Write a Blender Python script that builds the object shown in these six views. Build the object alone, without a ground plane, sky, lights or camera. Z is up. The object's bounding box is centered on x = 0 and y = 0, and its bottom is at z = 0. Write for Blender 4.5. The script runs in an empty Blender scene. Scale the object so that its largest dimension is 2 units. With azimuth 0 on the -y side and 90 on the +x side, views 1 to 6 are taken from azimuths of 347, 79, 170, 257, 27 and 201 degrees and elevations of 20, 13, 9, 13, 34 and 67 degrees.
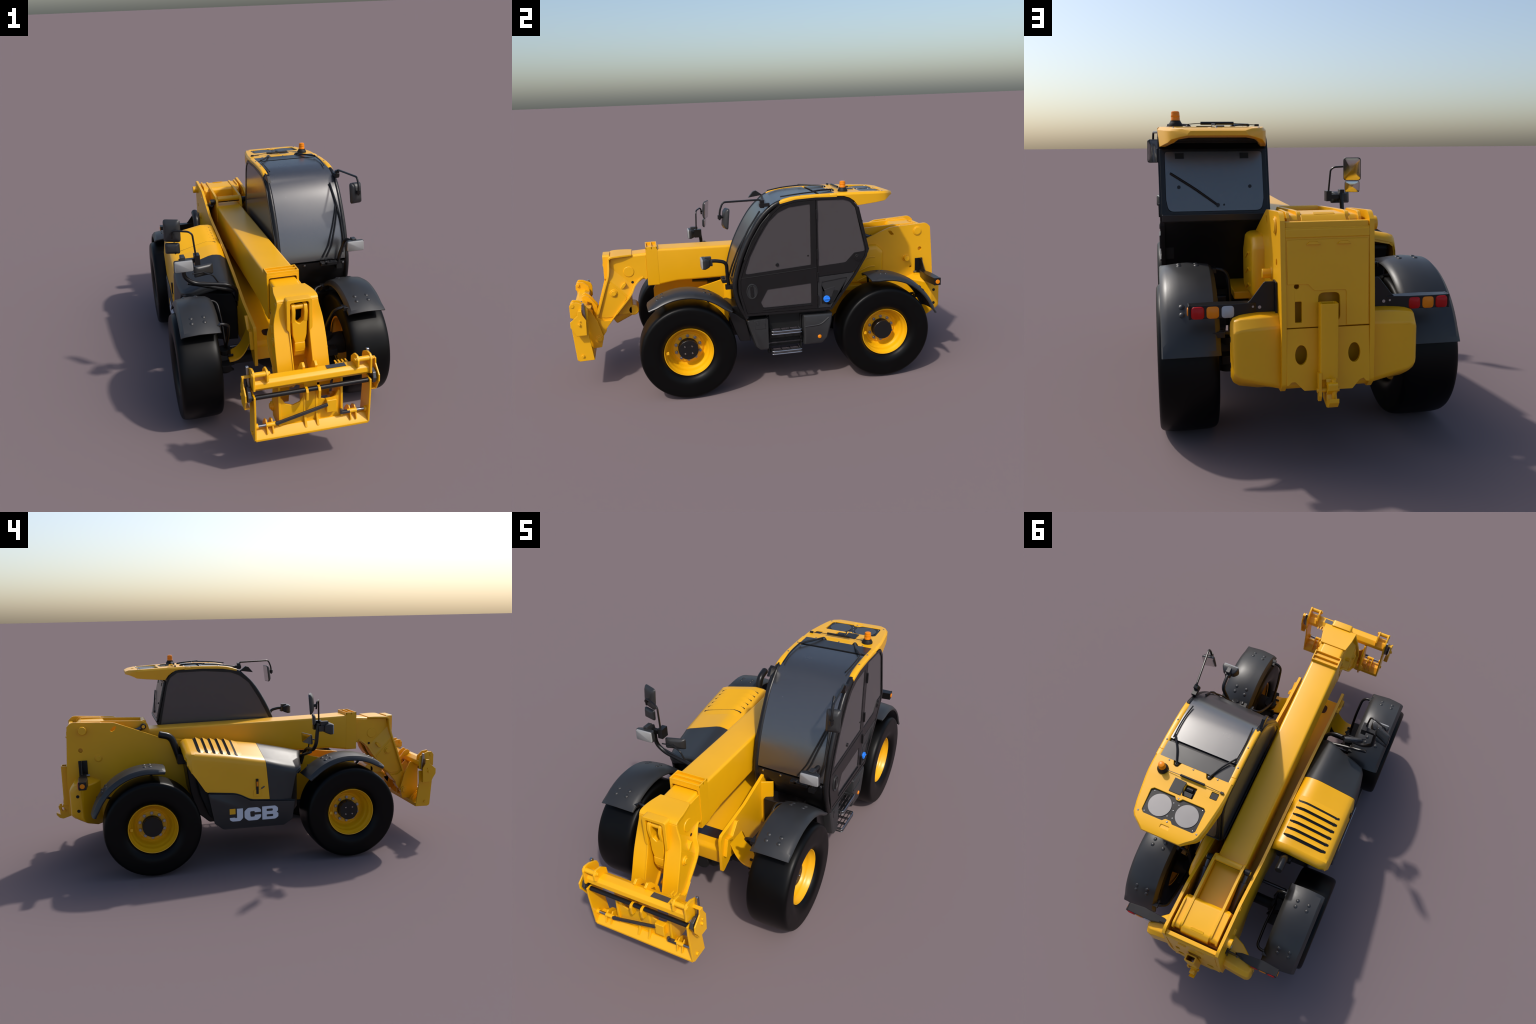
import bpy, bmesh, math
from mathutils import Vector, Matrix

# ---------------------------------------------------------------- frame
C = -0.011                 # x of the machine's centre plane (the cab mirror shifts the bounding box)
FY, RY, WZ = -0.447, 0.537, 0.2315   # axle positions and wheel centre height

# ---------------------------------------------------------------- materials
def material(name, col, rough=0.4, metal=0.0, spec=0.5, coat=0.0, var=0.06, scale=14.0,
             rough_var=0.06, bump=0.0, bump_scale=300.0, emit=0.0, trans=0.0):
    m = bpy.data.materials.new(name)
    m.use_nodes = True
    nt = m.node_tree
    b = nt.nodes["Principled BSDF"]
    tc = nt.nodes.new("ShaderNodeTexCoord")
    nz = nt.nodes.new("ShaderNodeTexNoise")
    nz.inputs["Scale"].default_value = scale
    nz.inputs["Detail"].default_value = 4.0
    nt.links.new(tc.outputs["Object"], nz.inputs["Vector"])
    ramp = nt.nodes.new("ShaderNodeValToRGB")
    ramp.color_ramp.elements[0].position = 0.3
    ramp.color_ramp.elements[1].position = 0.7
    lo = [c * (1 - var) for c in col]
    hi = [min(1.0, c * (1 + var)) for c in col]
    ramp.color_ramp.elements[0].color = (*lo, 1)
    ramp.color_ramp.elements[1].color = (*hi, 1)
    nt.links.new(nz.outputs["Fac"], ramp.inputs["Fac"])
    nt.links.new(ramp.outputs["Color"], b.inputs["Base Color"])
    mr = nt.nodes.new("ShaderNodeMapRange")
    mr.inputs["To Min"].default_value = max(0.02, rough - rough_var)
    mr.inputs["To Max"].default_value = rough + rough_var
    nt.links.new(nz.outputs["Fac"], mr.inputs["Value"])
    nt.links.new(mr.outputs["Result"], b.inputs["Roughness"])
    b.inputs["Metallic"].default_value = metal
    b.inputs["Specular IOR Level"].default_value = spec
    b.inputs["Coat Weight"].default_value = coat
    b.inputs["Coat Roughness"].default_value = 0.12
    b.inputs["Transmission Weight"].default_value = trans
    if bump > 0:
        n2 = nt.nodes.new("ShaderNodeTexNoise")
        n2.inputs["Scale"].default_value = bump_scale
        nt.links.new(tc.outputs["Object"], n2.inputs["Vector"])
        bp = nt.nodes.new("ShaderNodeBump")
        bp.inputs["Strength"].default_value = bump
        bp.inputs["Distance"].default_value = 0.002
        nt.links.new(n2.outputs["Fac"], bp.inputs["Height"])
        nt.links.new(bp.outputs["Normal"], b.inputs["Normal"])
    return m

YEL   = material("yellow_paint", (0.80, 0.392, 0.002), 0.36, var=0.025, scale=6, rough_var=0.03)
GREY  = material("dark_grey_plastic", (0.021, 0.0215, 0.0225), 0.41, var=0.06, bump=0.05, spec=0.5)
BLACK = material("black_paint", (0.0075, 0.007, 0.0075), 0.34, var=0.05, spec=0.35)
MATT  = material("matt_black", (0.007, 0.007, 0.007), 0.6, var=0.1, spec=0.3)
RUBB  = material("tyre_rubber", (0.0012, 0.0012, 0.0012), 0.42, var=0.12, scale=20, spec=0.16)
GLASS = material("tinted_glass", (0.055, 0.050, 0.052), 0.17, spec=0.9, var=0.01, rough_var=0.01)
SCREEN= material("windscreen_glass", (0.028, 0.028, 0.030), 0.27, spec=1.0, var=0.01, rough_var=0.01)
for g_ in (SCREEN,):
    g_.node_tree.nodes["Principled BSDF"].inputs["IOR"].default_value = 1.68
SUNV  = material("sun_visor_glass", (0.018, 0.018, 0.019), 0.30, spec=0.6, var=0.02)
STEEL = material("bright_steel", (0.36, 0.36, 0.37), 0.28, metal=1.0, var=0.08)
DSTL  = material("dark_steel", (0.10, 0.10, 0.105), 0.34, metal=0.8, var=0.1)
MIRR  = material("mirror_glass", (0.62, 0.62, 0.62), 0.12, metal=1.0, var=0.01)
LENS  = material("headlamp_lens", (0.26, 0.26, 0.26), 0.35, spec=0.4, var=0.03)
AMBER = material("amber_lens", (0.74, 0.21, 0.001), 0.32, spec=0.3, var=0.05)
RED   = material("red_lens", (0.42, 0.002, 0.003), 0.35, spec=0.3, var=0.05)
WHITE = material("white_lens", (0.36, 0.37, 0.39), 0.3, spec=0.4, var=0.02)
BLUE  = material("blue_cap", (0.02, 0.22, 0.85), 0.35, var=0.05)
FAN   = material("speaker_mesh", (0.15, 0.147, 0.15), 0.40, metal=0.85, var=0.03)
LETW  = material("lettering_white", (0.62, 0.65, 0.72), 0.45, var=0.02)
GLOSS = material("glossy_dark", (0.012, 0.012, 0.014), 0.22, spec=0.9)
LABEL = material("data_plate", (0.10, 0.10, 0.105), 0.25, metal=0.6, var=0.05)

# ---------------------------------------------------------------- geometry helpers (return (verts, faces))
def rnd(pts, r=0.0, seg=4):
    """round the corners of a closed 2D polygon; a point may carry its own radius as third value"""
    out = []
    n = len(pts)
    for i in range(n):
        p = Vector(pts[i][:2]); a = Vector(pts[i - 1][:2]); b = Vector(pts[(i + 1) % n][:2])
        rr = pts[i][2] if len(pts[i]) > 2 else r
        da, db = (a - p), (b - p)
        la, lb = da.length, db.length
        if rr <= 1e-6 or la < 1e-6 or lb < 1e-6:
            out.append((p.x, p.y)); continue
        da /= la; db /= lb
        ang = math.acos(max(-1, min(1, da.dot(db))))
        if ang > math.radians(172):
            out.append((p.x, p.y)); continue
        t = min(rr / math.tan(ang / 2), la * 0.48, lb * 0.48)
        p0, p1 = p + da * t, p + db * t
        for k in range(seg + 1):
            s = k / seg
            q = p0.lerp(p, s).lerp(p.lerp(p1, s), s)
            out.append((q.x, q.y))
    return out

def to3(axis, u, v, w):
    return {'x': (w, u, v), 'y': (u, w, v), 'z': (u, v, w)}[axis]

def area(p):
    return sum(p[i - 1][0] * p[i][1] - p[i][0] * p[i - 1][1] for i in range(len(p))) / 2

def fill_with_holes(loops):
    bm = bmesh.new()
    edges, idx = [], 0
    for l in loops:
        vs = [bm.verts.new((p[0], p[1], 0)) for p in l]
        edges += [bm.edges.new((vs[i - 1], vs[i])) for i in range(len(vs))]
    bm.verts.index_update()
    r = bmesh.ops.triangle_fill(bm, use_beauty=True, use_dissolve=False, edges=edges, normal=(0, 0, 1))
    out = [[v.index for v in f.verts] for f in bm.faces]
    bm.free()
    return out

def prism(axis, pts, lo, hi, holes=(), r=0.0):
    pts = rnd(pts, r)
    if area(pts) < 0: pts = pts[::-1]
    hs = []
    for h in holes:
        h = list(h)
        hs.append(h[::-1] if area(h) > 0 else h)
    loops = [pts] + hs
    tri = fill_with_holes(loops) if hs else None
    flat = [p for l in loops for p in l]
    n = len(flat)
    verts = [to3(axis, p[0], p[1], lo) for p in flat] + [to3(axis, p[0], p[1], hi) for p in flat]
    faces = []
    flip = axis == 'y'
    if tri is None:
        faces += [tuple(range(n - 1, -1, -1)), tuple(range(n, 2 * n))]
    else:
        for t in tri:
            a, b, c = t
            A = area([flat[a], flat[b], flat[c]])
            if A < 0: a, c = c, a
            faces += [(c, b, a), (a + n, b + n, c + n)]
    k = 0
    for l in loops:
        m = len(l)
        for i in range(m):
            a, b = k + i, k + (i + 1) % m
            faces.append((a, b, b + n, a + n))
        k += m
    if flip: faces = [f[::-1] for f in faces]
    return verts, faces

def box(x0, x1, y0, y1, z0, z1):
    return prism('z', [(x0, y0), (x1, y0), (x1, y1), (x0, y1)], z0, z1)

def loft(rings, cap0=True, cap1=True, closed=True):
    n = len(rings[0])
    verts = [tuple(p) for r in rings for p in r]
    faces = []
    for i in range(len(rings) - 1):
        for j in range(n if closed else n - 1):
            a, b = i * n + j, i * n + (j + 1) % n
            faces.append((a, b, b + n, a + n))
    if cap0: faces.append(tuple(range(n - 1, -1, -1)))
    if cap1: faces.append(tuple(range((len(rings) - 1) * n, len(rings) * n)))
    return verts, faces

def frame(d):
    d = d.normalized()
    up = Vector((0, 0, 1)) if abs(d.z) < 0.9 else Vector((0, 1, 0))
    a = d.cross(up).normalized()
    return a, d.cross(a).normalized()

def cyl(p0, p1, r0, r1=None, n=24):
    r1 = r0 if r1 is None else r1
    p0, p1 = Vector(p0), Vector(p1)
    a, b = frame(p1 - p0)
    R = []
    for p, r in ((p0, r0), (p1, r1)):
        R.append([p + (a * math.cos(t) + b * math.sin(t)) * r for t in [2 * math.pi * k / n for k in range(n)]])
    return loft(R)

def lathe(prof, axis_p, axis_d, n=48, close=True):
    """revolve (radius, offset) profile around an axis"""
    p, d = Vector(axis_p), Vector(axis_d).normalized()
    a, b = frame(d)
    R = []
    for r, t in prof:
        R.append([p + d * t + (a * math.cos(q) + b * math.sin(q)) * max(r, 1e-5)
                  for q in [2 * math.pi * k / n for k in range(n)]])
    return loft(R, close, close)

def fillet(pts, r, seg=6):
    pts = [Vector(p) for p in pts]
    out = [pts[0]]
    for i in range(1, len(pts) - 1):
        p = pts[i]; da = pts[i - 1] - p; db = pts[i + 1] - p
        t = min(r, da.length * 0.45, db.length * 0.45)
        p0, p1 = p + da.normalized() * t, p + db.normalized() * t
        for k in range(seg + 1):
            s = k / seg
            out.append(p0.lerp(p, s).lerp(p.lerp(p1, s), s))
    out.append(pts[-1])
    return out

def tube(pts, r, bend=0.03, n=12):
    pts = fillet(pts, bend)
    d0 = (pts[1] - pts[0]).normalized()
    a, b = frame(d0)
    rings = []
    for i, p in enumerate(pts):
        d = (pts[min(i + 1, len(pts) - 1)] - pts[max(i - 1, 0)]).normalized()
        a = (a - d * a.dot(d)).normalized()
        b = d.cross(a).normalized()
        rings.append([p + (a * math.cos(t) + b * math.sin(t)) * r for t in [2 * math.pi * k / n for k in range(n)]])
    return loft(rings)

def dome(p, d, r, h, n=12, rows=4):
    return lathe([(r * math.cos(k / rows * math.pi / 2), h * math.sin(k / rows * math.pi / 2)) for k in range(rows + 1)], p, d, n)

def mirror(g, c=None):
    c = C if c is None else c
    return [(2 * c - v[0], v[1], v[2]) for v in g[0]], [tuple(reversed(f)) for f in g[1]]

def move(g, d):
    return [(v[0] + d[0], v[1] + d[1], v[2] + d[2]) for v in g[0]], g[1]

def xform(g, M):
    return [tuple(M @ Vector(v)) for v in g[0]], g[1]

def cat(*gs):
    V, F = [], []
    for g in gs:
        k = len(V)
        V += list(g[0]); F += [tuple(i + k for i in f) for f in g[1]]
    return V, F

def make(name, geo, mat, parent=None, bevel=0.0, seg=2, sharp=32, stuff=False, origin=None, normals=True):
    if isinstance(geo, list): geo = cat(*geo)
    me = bpy.data.meshes.new(name)
    me.from_pydata([tuple(v) for v in geo[0]], [], [list(f) for f in geo[1]])
    me.validate(clean_customdata=False)
    if normals:
        bm = bmesh.new(); bm.from_mesh(me)
        bmesh.ops.recalc_face_normals(bm, faces=bm.faces)
        bm.to_mesh(me); bm.free()
    me.materials.append(mat)
    me.polygons.foreach_set("use_smooth", [True] * len(me.polygons))
    ob = bpy.data.objects.new(name, me)
    bpy.context.scene.collection.objects.link(ob)
    if bevel > 0:
        md = ob.modifiers.new("edge", 'BEVEL')
        md.width = bevel; md.segments = seg; md.limit_method = 'ANGLE'
        md.angle_limit = math.radians(30); md.harden_normals = True
    else:
        me.set_sharp_from_angle(angle=math.radians(sharp))
    if parent is not None: ob.parent = parent
    if stuff: ob["kind"] = "stuff"
    return ob

def bake(ob):
    dg = bpy.context.evaluated_depsgraph_get()
    me = bpy.data.meshes.new_from_object(ob.evaluated_get(dg))
    ob.modifiers.clear(); ob.data = me

def cut(ob, geos):
    cs = []
    for g in geos:
        c = make("cutter", g, MATT)
        md = ob.modifiers.new("cut", 'BOOLEAN'); md.operation = 'DIFFERENCE'; md.object = c; md.solver = 'EXACT'
        cs.append(c)
    bpy.context.view_layer.update()
    bake(ob)
    for c in cs: bpy.data.objects.remove(c)

def catmull(pts, seg=6):
    P = [Vector(p) for p in pts]
    out = []
    for i in range(len(P) - 1):
        p0 = P[max(i - 1, 0)]; p1 = P[i]; p2 = P[i + 1]; p3 = P[min(i + 2, len(P) - 1)]
        for k in range(seg):
            t = k / seg
            out.append(0.5 * ((2 * p1) + (p2 - p0) * t + (2 * p0 - 5 * p1 + 4 * p2 - p3) * t * t
                              + (3 * p1 - p0 - 3 * p2 + p3) * t ** 3))
    out.append(P[-1])
    return out

def interp(x, table):
    if x <= table[0][0]: return table[0][1]
    for (a, u), (b, v) in zip(table, table[1:]):
        if x <= b: return u + (v - u) * (x - a) / (b - a)
    return table[-1][1]

def circle(cx, cy, r, n=20, ry=None):
    ry = r if ry is None else ry
    return [(cx + r * math.cos(2 * math.pi * k / n), cy + ry * math.sin(2 * math.pi * k / n)) for k in range(n)]

# ---------------------------------------------------------------- root
root = bpy.data.objects.new("telehandler", None)
bpy.context.scene.collection.objects.link(root)
root["label"] = "yellow and black telescopic handler with offset cab and fork carriage"
root["category"] = "construction vehicle"

# ================================================================ CHASSIS
PO, PT = 0.127, 0.013           # outer face of the frame plates from the centre plane, thickness
plate_side = [(.925, .250, .02), (.926, .42), (.922, .50), (.909, .69), (.888, .7115, .03), (.68, .700, .05), (.457, .613, .08), (.36, .598),
              (.05, .558), (-.16, .513), (-.377, .456), (-.574, .431, .012), (-.584, .41), (-.584, .252, .006),
              (-.572, .250, .006), (-.522, .275, .02), (-.49, .35, .05), (-.41, .345, .04), (-.36, .235, .04), (.0, .225), (.34, .225, .03),
              (.44, .32, .06), (.63, .32, .06), (.72, .212, .03), (.90, .226, .01)]
hole_a = circle(.851, .5715, .011)
hole_b = rnd([(.668, .684), (.686, .682), (.704, .661), (.694, .656), (.680, .664)], .006)
hole_c = circle(.799, .475, .006, 12)
chassis = make("chassis", [prism('x', plate_side, C - PO, C - PO + PT, [hole_a, hole_b]),
                           prism('x', plate_side, C + PO - PT, C + PO, [hole_a, hole_b, hole_c])], YEL, root, .002)

# front cross box between the plates and a glossy dark slot-shaped plate on top
make("cross_member", [prism('x', [(-.558, .266, .01), (-.562, .336, .018), (-.545, .350, .01), (-.205, .383), (.10, .40), (.55, .37), (.55, .25), (-.3, .235)],
                                  C - PO + PT - .001, C + PO - PT + .001)], YEL, chassis, .003)
sl = math.atan2(.033, .34)
g = prism('z', [(-.075, -.026, .02), (.075, -.026, .02), (.075, .026, .02), (-.075, .026, .02)], 0, .003, r=.02)
make("dark_slot_plate", xform(g, Matrix.Translation((C + .005, -.488, .3535)) @ Matrix.Rotation(sl, 4, 'X')), GLOSS, chassis)
# stiffeners on the plates, axle cradle wings
for s in (1, -1):
    f = (lambda q: q) if s > 0 else mirror
    make("frame_gusset", f(cat(prism('x', [(-.572, .325), (-.555, .325), (-.535, .395), (-.552, .402)], C + PO - .001, C + PO + .014),
                               prism('x', [(-.545, .402), (-.538, .388), (-.505, .372), (-.455, .432), (-.470, .440), (-.512, .392)], C + PO - .001, C + PO + .014))), YEL, chassis, .002)
    ring = []
    for k in range(9):                         # curved wing carrying the axle
        t = k / 8
        x = PO - .004 + .10 * t
        z = .258 + .10 * (1 - t) ** 3
        ring.append((C + x, z))
    pts = ring + [(p[0], p[1] - .009) for p in reversed(ring)]
    make("axle_cradle_wing", f(prism('y', pts, -.512, -.415)), YEL, chassis, .0015)

# moulded yellow cover on the cab-side frame plate
mc_base = rnd([(.38, .415), (.630, .415), (.635, .585), (.60, .617), (.44, .612), (.38, .55)], .022)
mc = loft([[(C + PO + d, .51 + (p[0] - .51) * k, .50 + (p[1] - .50) * k) for p in mc_base] for d, k in ((-.002, 1), (.018, .985), (.029, .945), (.035, .88), (.0365, .80))])
cov = make("side_cover", mc, YEL, chassis, sharp=60)
for z in (.555, .505, .455):
    make("cover_rib", tube([(C + PO + .0375, .58, z), (C + PO + .0385, .55, z + .002), (C + PO + .0375, .48, z - .025)], .0035, .02), YEL, cov)
make("plate_flange", [prism('z', [(C + PO - .012, -.235), (C + PO + .045, -.205), (C + PO + .045, -.197), (C + PO - .012, -.225)], .26, .478)], YEL, chassis, .002)
make("frame_step_bracket", [box(C + PO, C + PO + .08, .20, .50, .395, .42)], YEL, chassis, .004)

# pivot pins and bolts
for s in (1, -1):
    f = (lambda q: q) if s > 0 else mirror
    make("pivot_pin", f(cat(cyl((C + PO - .002, .836, .671), (C + PO + .004, .836, .671), .024),
                            cyl((C + PO, .836, .671), (C + PO + (.028 if s < 0 else .006), .836, .671), .0195))), YEL, chassis, .002)
    make("link_pin", f(cat(cyl((C + PO - .002, .768, .5275), (C + PO + .003, .768, .5275), .0185),
                           cyl((C + PO, .768, .5275), (C + PO + (.028 if s > 0 else .008), .768, .5275), .014))), YEL, chassis, .002)

# rear panel between the plates
RX0, RX1 = C - PO + PT, C + PO - PT
def back_y(z): return interp(z, [(.22, .917), (.405, .912), (.70, .898)])
slot = rnd([(.016, .42), (-.043, .42), (-.043, .498), (.016, .498)], .016)
slot2 = rnd([(.079, .420), (.061, .420), (.061, .4765), (.079, .4765)], .003)
upper = prism('y', [(RX0, .407), (RX1, .407), (RX1, .672), (RX0, .672)], 0, .010,
              [slot, slot2, circle(.074, .517, .007, 14)])
lower = prism('y', [(RX0, .404), (RX1, .404), (RX1, .250), (.098, .2505), (.090, .259), (.080, .259), (.056, .234), (-.077, .232), (-.098, .256), (-.108, .259), (-.116, .25), (RX0, .25)], 0, .010,
              [circle(.0635, .332, .0165, 24, .027), circle(-.082, .332, .0165, 24, .027)])
skew = Matrix(((1, 0, 0, 0), (0, 1, -.045, .93), (0, 0, 1, 0), (0, 0, 0, 1)))
rp = make("tail_plate", [xform(upper, skew), xform(lower, skew)], YEL, chassis, .0012)
make("access_panel", xform(prism('y', [(.099, .523), (.044, .523, .01), (.028, .505, .01), (-.060, .505, .008), (-.060, .409), (-.121, .409), (-.121, .640, .004), (.099, .640, .004)], .0085, .0125), skew), YEL, chassis, .001)
make("tail_plate_band", [xform(box(RX0, RX1, -.004, .013, .645, .668), skew), xform(box(RX0, RX1, -.012, .006, .668, .6865), skew)], YEL, chassis, .003)
for x in (.0285, -.054):
    g = loft([[(x + .020, 0, .626), (x - .020, 0, .626), (x - .011, 0, .6345), (x + .011, 0, .6345)],
              [(x + .018, .007, .6275), (x - .018, .007, .6275), (x - .010, .007, .6345), (x + .010, .007, .6345)]])
    make("door_grip", xform(move(g, (0, .012, 0)), skew), YEL, rp, .0006)
make("frame_void", box(RX0 + .002, RX1 - .002, .80, .872, .255, .60), YEL, chassis)
make("frame_cross_tube", [cyl((C - PO + .001, .885, .246), (C + PO - .001, .885, .246), .018)], YEL, chassis, .002)

# tow hitch
hx = -.0055
hitch = make("tow_hitch", [prism('z', [(hx - .0245, .925), (hx + .0245, .925), (hx + .0245, .958), (hx - .0245, .958)], .272, .476,
                                 [rnd([(hx - .018, .931), (hx + .018, .931), (hx + .018, .952), (hx - .018, .952)], .004)], r=.006)], YEL, chassis, .001)
make("tow_jaw", [prism('x', [(.925, .275), (.962, .275), (.965, .268), (.988, .272, .01), (.984, .250), (.972, .236), (.978, .222), (.988, .226), (.9985, .233), (.999, .222, .006), (.985, .205, .01), (.966, .199, .01), (.925, .212)],
                       hx - .016, hx + .010, [rnd([(.968, .240), (.975, .252), (.966, .262), (.955, .255), (.955, .236)], .004)]),
                 prism('x', [(.945, .290), (.962, .292), (.966, .230), (.958, .214), (.948, .214)], hx + .022, hx + .030),
                 cyl((hx - .026, .958, .244), (hx + .034, .958, .244), .006), cyl((hx - .008, .975, .278), (hx - .008, .975, .225), .006)], YEL, hitch, .0015)

# counterweights
def cw_ring(dx, yr, zr, zf, zt=.440, yf=.764):
    ym = yf + .5 * (yr - yf)
    return [(C + dx, y, z) for y, z in ((yf, zf), (ym, zf + .55 * (zr - zf) - .004), (yr - .010, zr - .006), (yr, zr + .006), (yr, zt - .034), (yr - .020, zt - .006), (ym - .01, zt), (yf, zt - .022))]
cw = loft([cw_ring(PO - .004, .902, .236, .192), cw_ring(.175, .908, .252, .200, .439, .787), cw_ring(.232, .914, .270, .225, .436, .832), cw_ring(.250, .909, .279, .240, .431, .846), cw_ring(.2575, .895, .290, .262, .421, .858)])
for s in (1, -1):
    f = (lambda q: q) if s > 0 else mirror
    w = make("counterweight", f(cw), YEL, chassis, .006, 3)
    make("counterweight_socket", f(cat(cyl((C + .238, .876, .372), (C + .2580, .876, .372), .0080), cyl((C + .232, .876, .300), (C + .2580, .876, .300), .0080))), MATT, w)

# tail lamp bars
for s in (1, -1):
    f = (lambda q: q) if s > 0 else mirror
    bar = prism('z', [(.150, .838), (.178, .829), (.28, .822), (.352, .829), (.352, .8635), (.30, .8650), (.235, .8650), (.175, .853)], .4285, .4655)
    brk = prism('y', [(.1165, .436), (.118, .521, .004), (.150, .521, .01), (.188, .472, .03), (.200, .462), (.200, .436)], .848, .852)
    b2 = box(.1165, .122, .823, .866, .434, .521)
    tb = make("tail_lamp_bar", f(cat(bar, brk, b2)), BLACK, chassis, .002)
    cols = (RED, AMBER, WHITE) if s > 0 else (RED, AMBER, RED)
    for k, m in enumerate(cols):
        x = .331 - .040 * k
        yy = .8600 + (.0010 if k == 0 else 0)
        o = rnd([(x - .0175, .4285), (x + .0175, .4285), (x + .0175, .4625), (x - .0175, .4625)], .010)
        make("tail_lamp", f(loft([[(p[0], .855, p[1]) for p in o], [(p[0], yy + .004, p[1]) for p in o],
                                  [(x + (p[0] - x) * .86, yy + .007, .4455 + (p[1] - .4455) * .86) for p in o]])), m, tb, sharp=60)
    make("side_marker_housing", f(box(.349, .3555, .829, .865, .4275, .4665)), BLACK, tb, .002)
    make("side_marker", f(cyl((.354, .847, .4465), (.3585, .847, .4465), .0115)), AMBER, tb, .002)
    make("bar_bolt", f(cat(*[cyl((x, .851, z), (x, .8555, z), r) for x, z, r in ((.182, .454, .003), (.164, .452, .0045))],
                           cyl((.121, .815, .446), (.121, .83, .446), .005))), STEEL, tb, stuff=True)

# ================================================================ AXLES
def axle(y):
    g = [cyl((C - .25, y, WZ), (C + .25, y, WZ), .026), lathe([(.0, -.10), (.03, -.10), (.05, -.07), (.075, -.03), (.078, .03), (.05, .07), (.03, .10), (.0, .10)], (C, y, WZ), (1, 0, 0), 32),
         cyl((C, y - .10, WZ), (C, y + .10, WZ), .035)]
    for s in (1, -1):
        g += [cyl((C + s * .235, y, WZ - .055), (C + s * .235, y, WZ + .055), .03), cyl((C + s * .22, y, WZ), (C + s * .31, y, WZ), .042, .05),
              box(C + s * .24 - .02, C + s * .24 + .02, y - .09, y + .09, WZ - .012, WZ + .016)]
        for k in range(8):
            a = k * math.pi / 4
            g.append(cyl((C + s * .20, y + .05 * math.cos(a), WZ + .05 * math.sin(a)), (C + s * .225, y + .05 * math.cos(a), WZ + .05 * math.sin(a)), .006, n=8))
    return g
for y, sg in ((FY, 1), (RY, -1)):
    ax = make("axle", axle(y), MATT, root, .003)
    make("steering_ram", [cyl((C - .24, y + .085 * sg, WZ + .01), (C + .24, y + .085 * sg, WZ + .01), .008), cyl((C - .12, y + .085 * sg, WZ + .01), (C + .12, y + .085 * sg, WZ + .01), .017)], DSTL, ax, .002)
make("drive_shaft", [cyl((C, FY, WZ), (C, RY, WZ), .016), box(C - .09, C + .09, -.12, .22, .19, .30)], MATT, root, .006)
make("belly_pan", [box(C - PO + .01, C + PO - .01, .50, .66, .235, .335)], YEL, chassis, .004)

# ================================================================ WHEELS
TW = .0885                  # half width of the tyre
tyre_half = [(.2318, 0), (.2316, .03), (.2308, .055), (.2290, .070), (.2262, .0785), (.2225, .0835), (.2170, .0868), (.2090, .0880), (.190, TW), (.165, TW), (.150, .0872), (.138, .0830), (.128, .0760), (.1215, .0670), (.118, .058)]
tyre_prof = [(r, -t) for r, t in reversed(tyre_half)] + tyre_half[1:]
tyre_pts = [(p.x, p.y) for p in catmull([(a, b, 0) for a, b in tyre_prof], 3)]
rim_prof = [(.112, -.064), (.120, -.065), (.120, -.058), (.113, -.052), (.106, -.04), (.106, .0), (.108, .03), (.115, .050), (.118, .056), (.1195, .064), (.1180, .0672), (.1150, .0665),
            (.1125, .058), (.1075, .049), (.1040, .044), (.1025, .038), (.1015, .026), (.097, .021), (.0925, .014), (.0885, .004), (.0845, -.004), (.079, -.008), (.0745, -.006), (.0705, -.002), (.040, -.002), (.040, -.020), (.09, -.024), (.10, -.05)]
def build_wheel(front):
    w = make("wheel", lathe(rim_prof, (0, 0, 0), (1, 0, 0), 64, close=False), YEL, root, sharp=40)
    parts = [make("tyre", lathe(tyre_pts, (0, 0, 0), (1, 0, 0), 96, close=False), RUBB, w, sharp=70)]
    parts.append(make("hub", lathe([(.0, -.05), (.049, -.05), (.049, -.002), (.0485, .012), (.048, .014), (.0475, .015), (.0475, .0375), (.046, .039), (.0, .039)], (0, 0, 0), (1, 0, 0), 40), BLACK, w, sharp=35))
    g = []
    for k in range(10):
        a = 2 * math.pi * (k + .5) / 10
        y, z = .0605 * math.cos(a), .0605 * math.sin(a)
        g.append(cyl((-.004, y, z), (.0045, y, z), .0078, n=12)); g.append(cyl((.0045, y, z), (.007, y, z), .0060, n=12))
    parts.append(make("wheel_nut", g, STEEL, w, .0008, stuff=True))
    if front:
        parts.append(make("hub_bolt", [lathe([(.0046, 0), (.0046, .002), (.003, .004), (0, .004)], (.0385, .0245 * math.cos(a), .0245 * math.sin(a)), (1, 0, 0), 10)
                                       for a in [math.pi / 4 + k * math.pi / 2 for k in range(4)]], STEEL, w, stuff=True))
    parts.append(make("rim_valve", cat(box(.034, .060, -.108, -.094, -.007, .007)), YEL, w, .002))
    return w
for front, y in ((True, FY), (False, RY)):
    w = build_wheel(front)
    w.location = (C + .3645, y, WZ)
    w2 = w.copy(); bpy.context.scene.collection.objects.link(w2)
    w2.location = (C - .3645, y, WZ); w2.rotation_euler = (0, 0, math.pi)
    for ch in list(w.children):
        c2 = ch.copy(); bpy.context.scene.collection.objects.link(c2); c2.parent = w2

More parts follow.
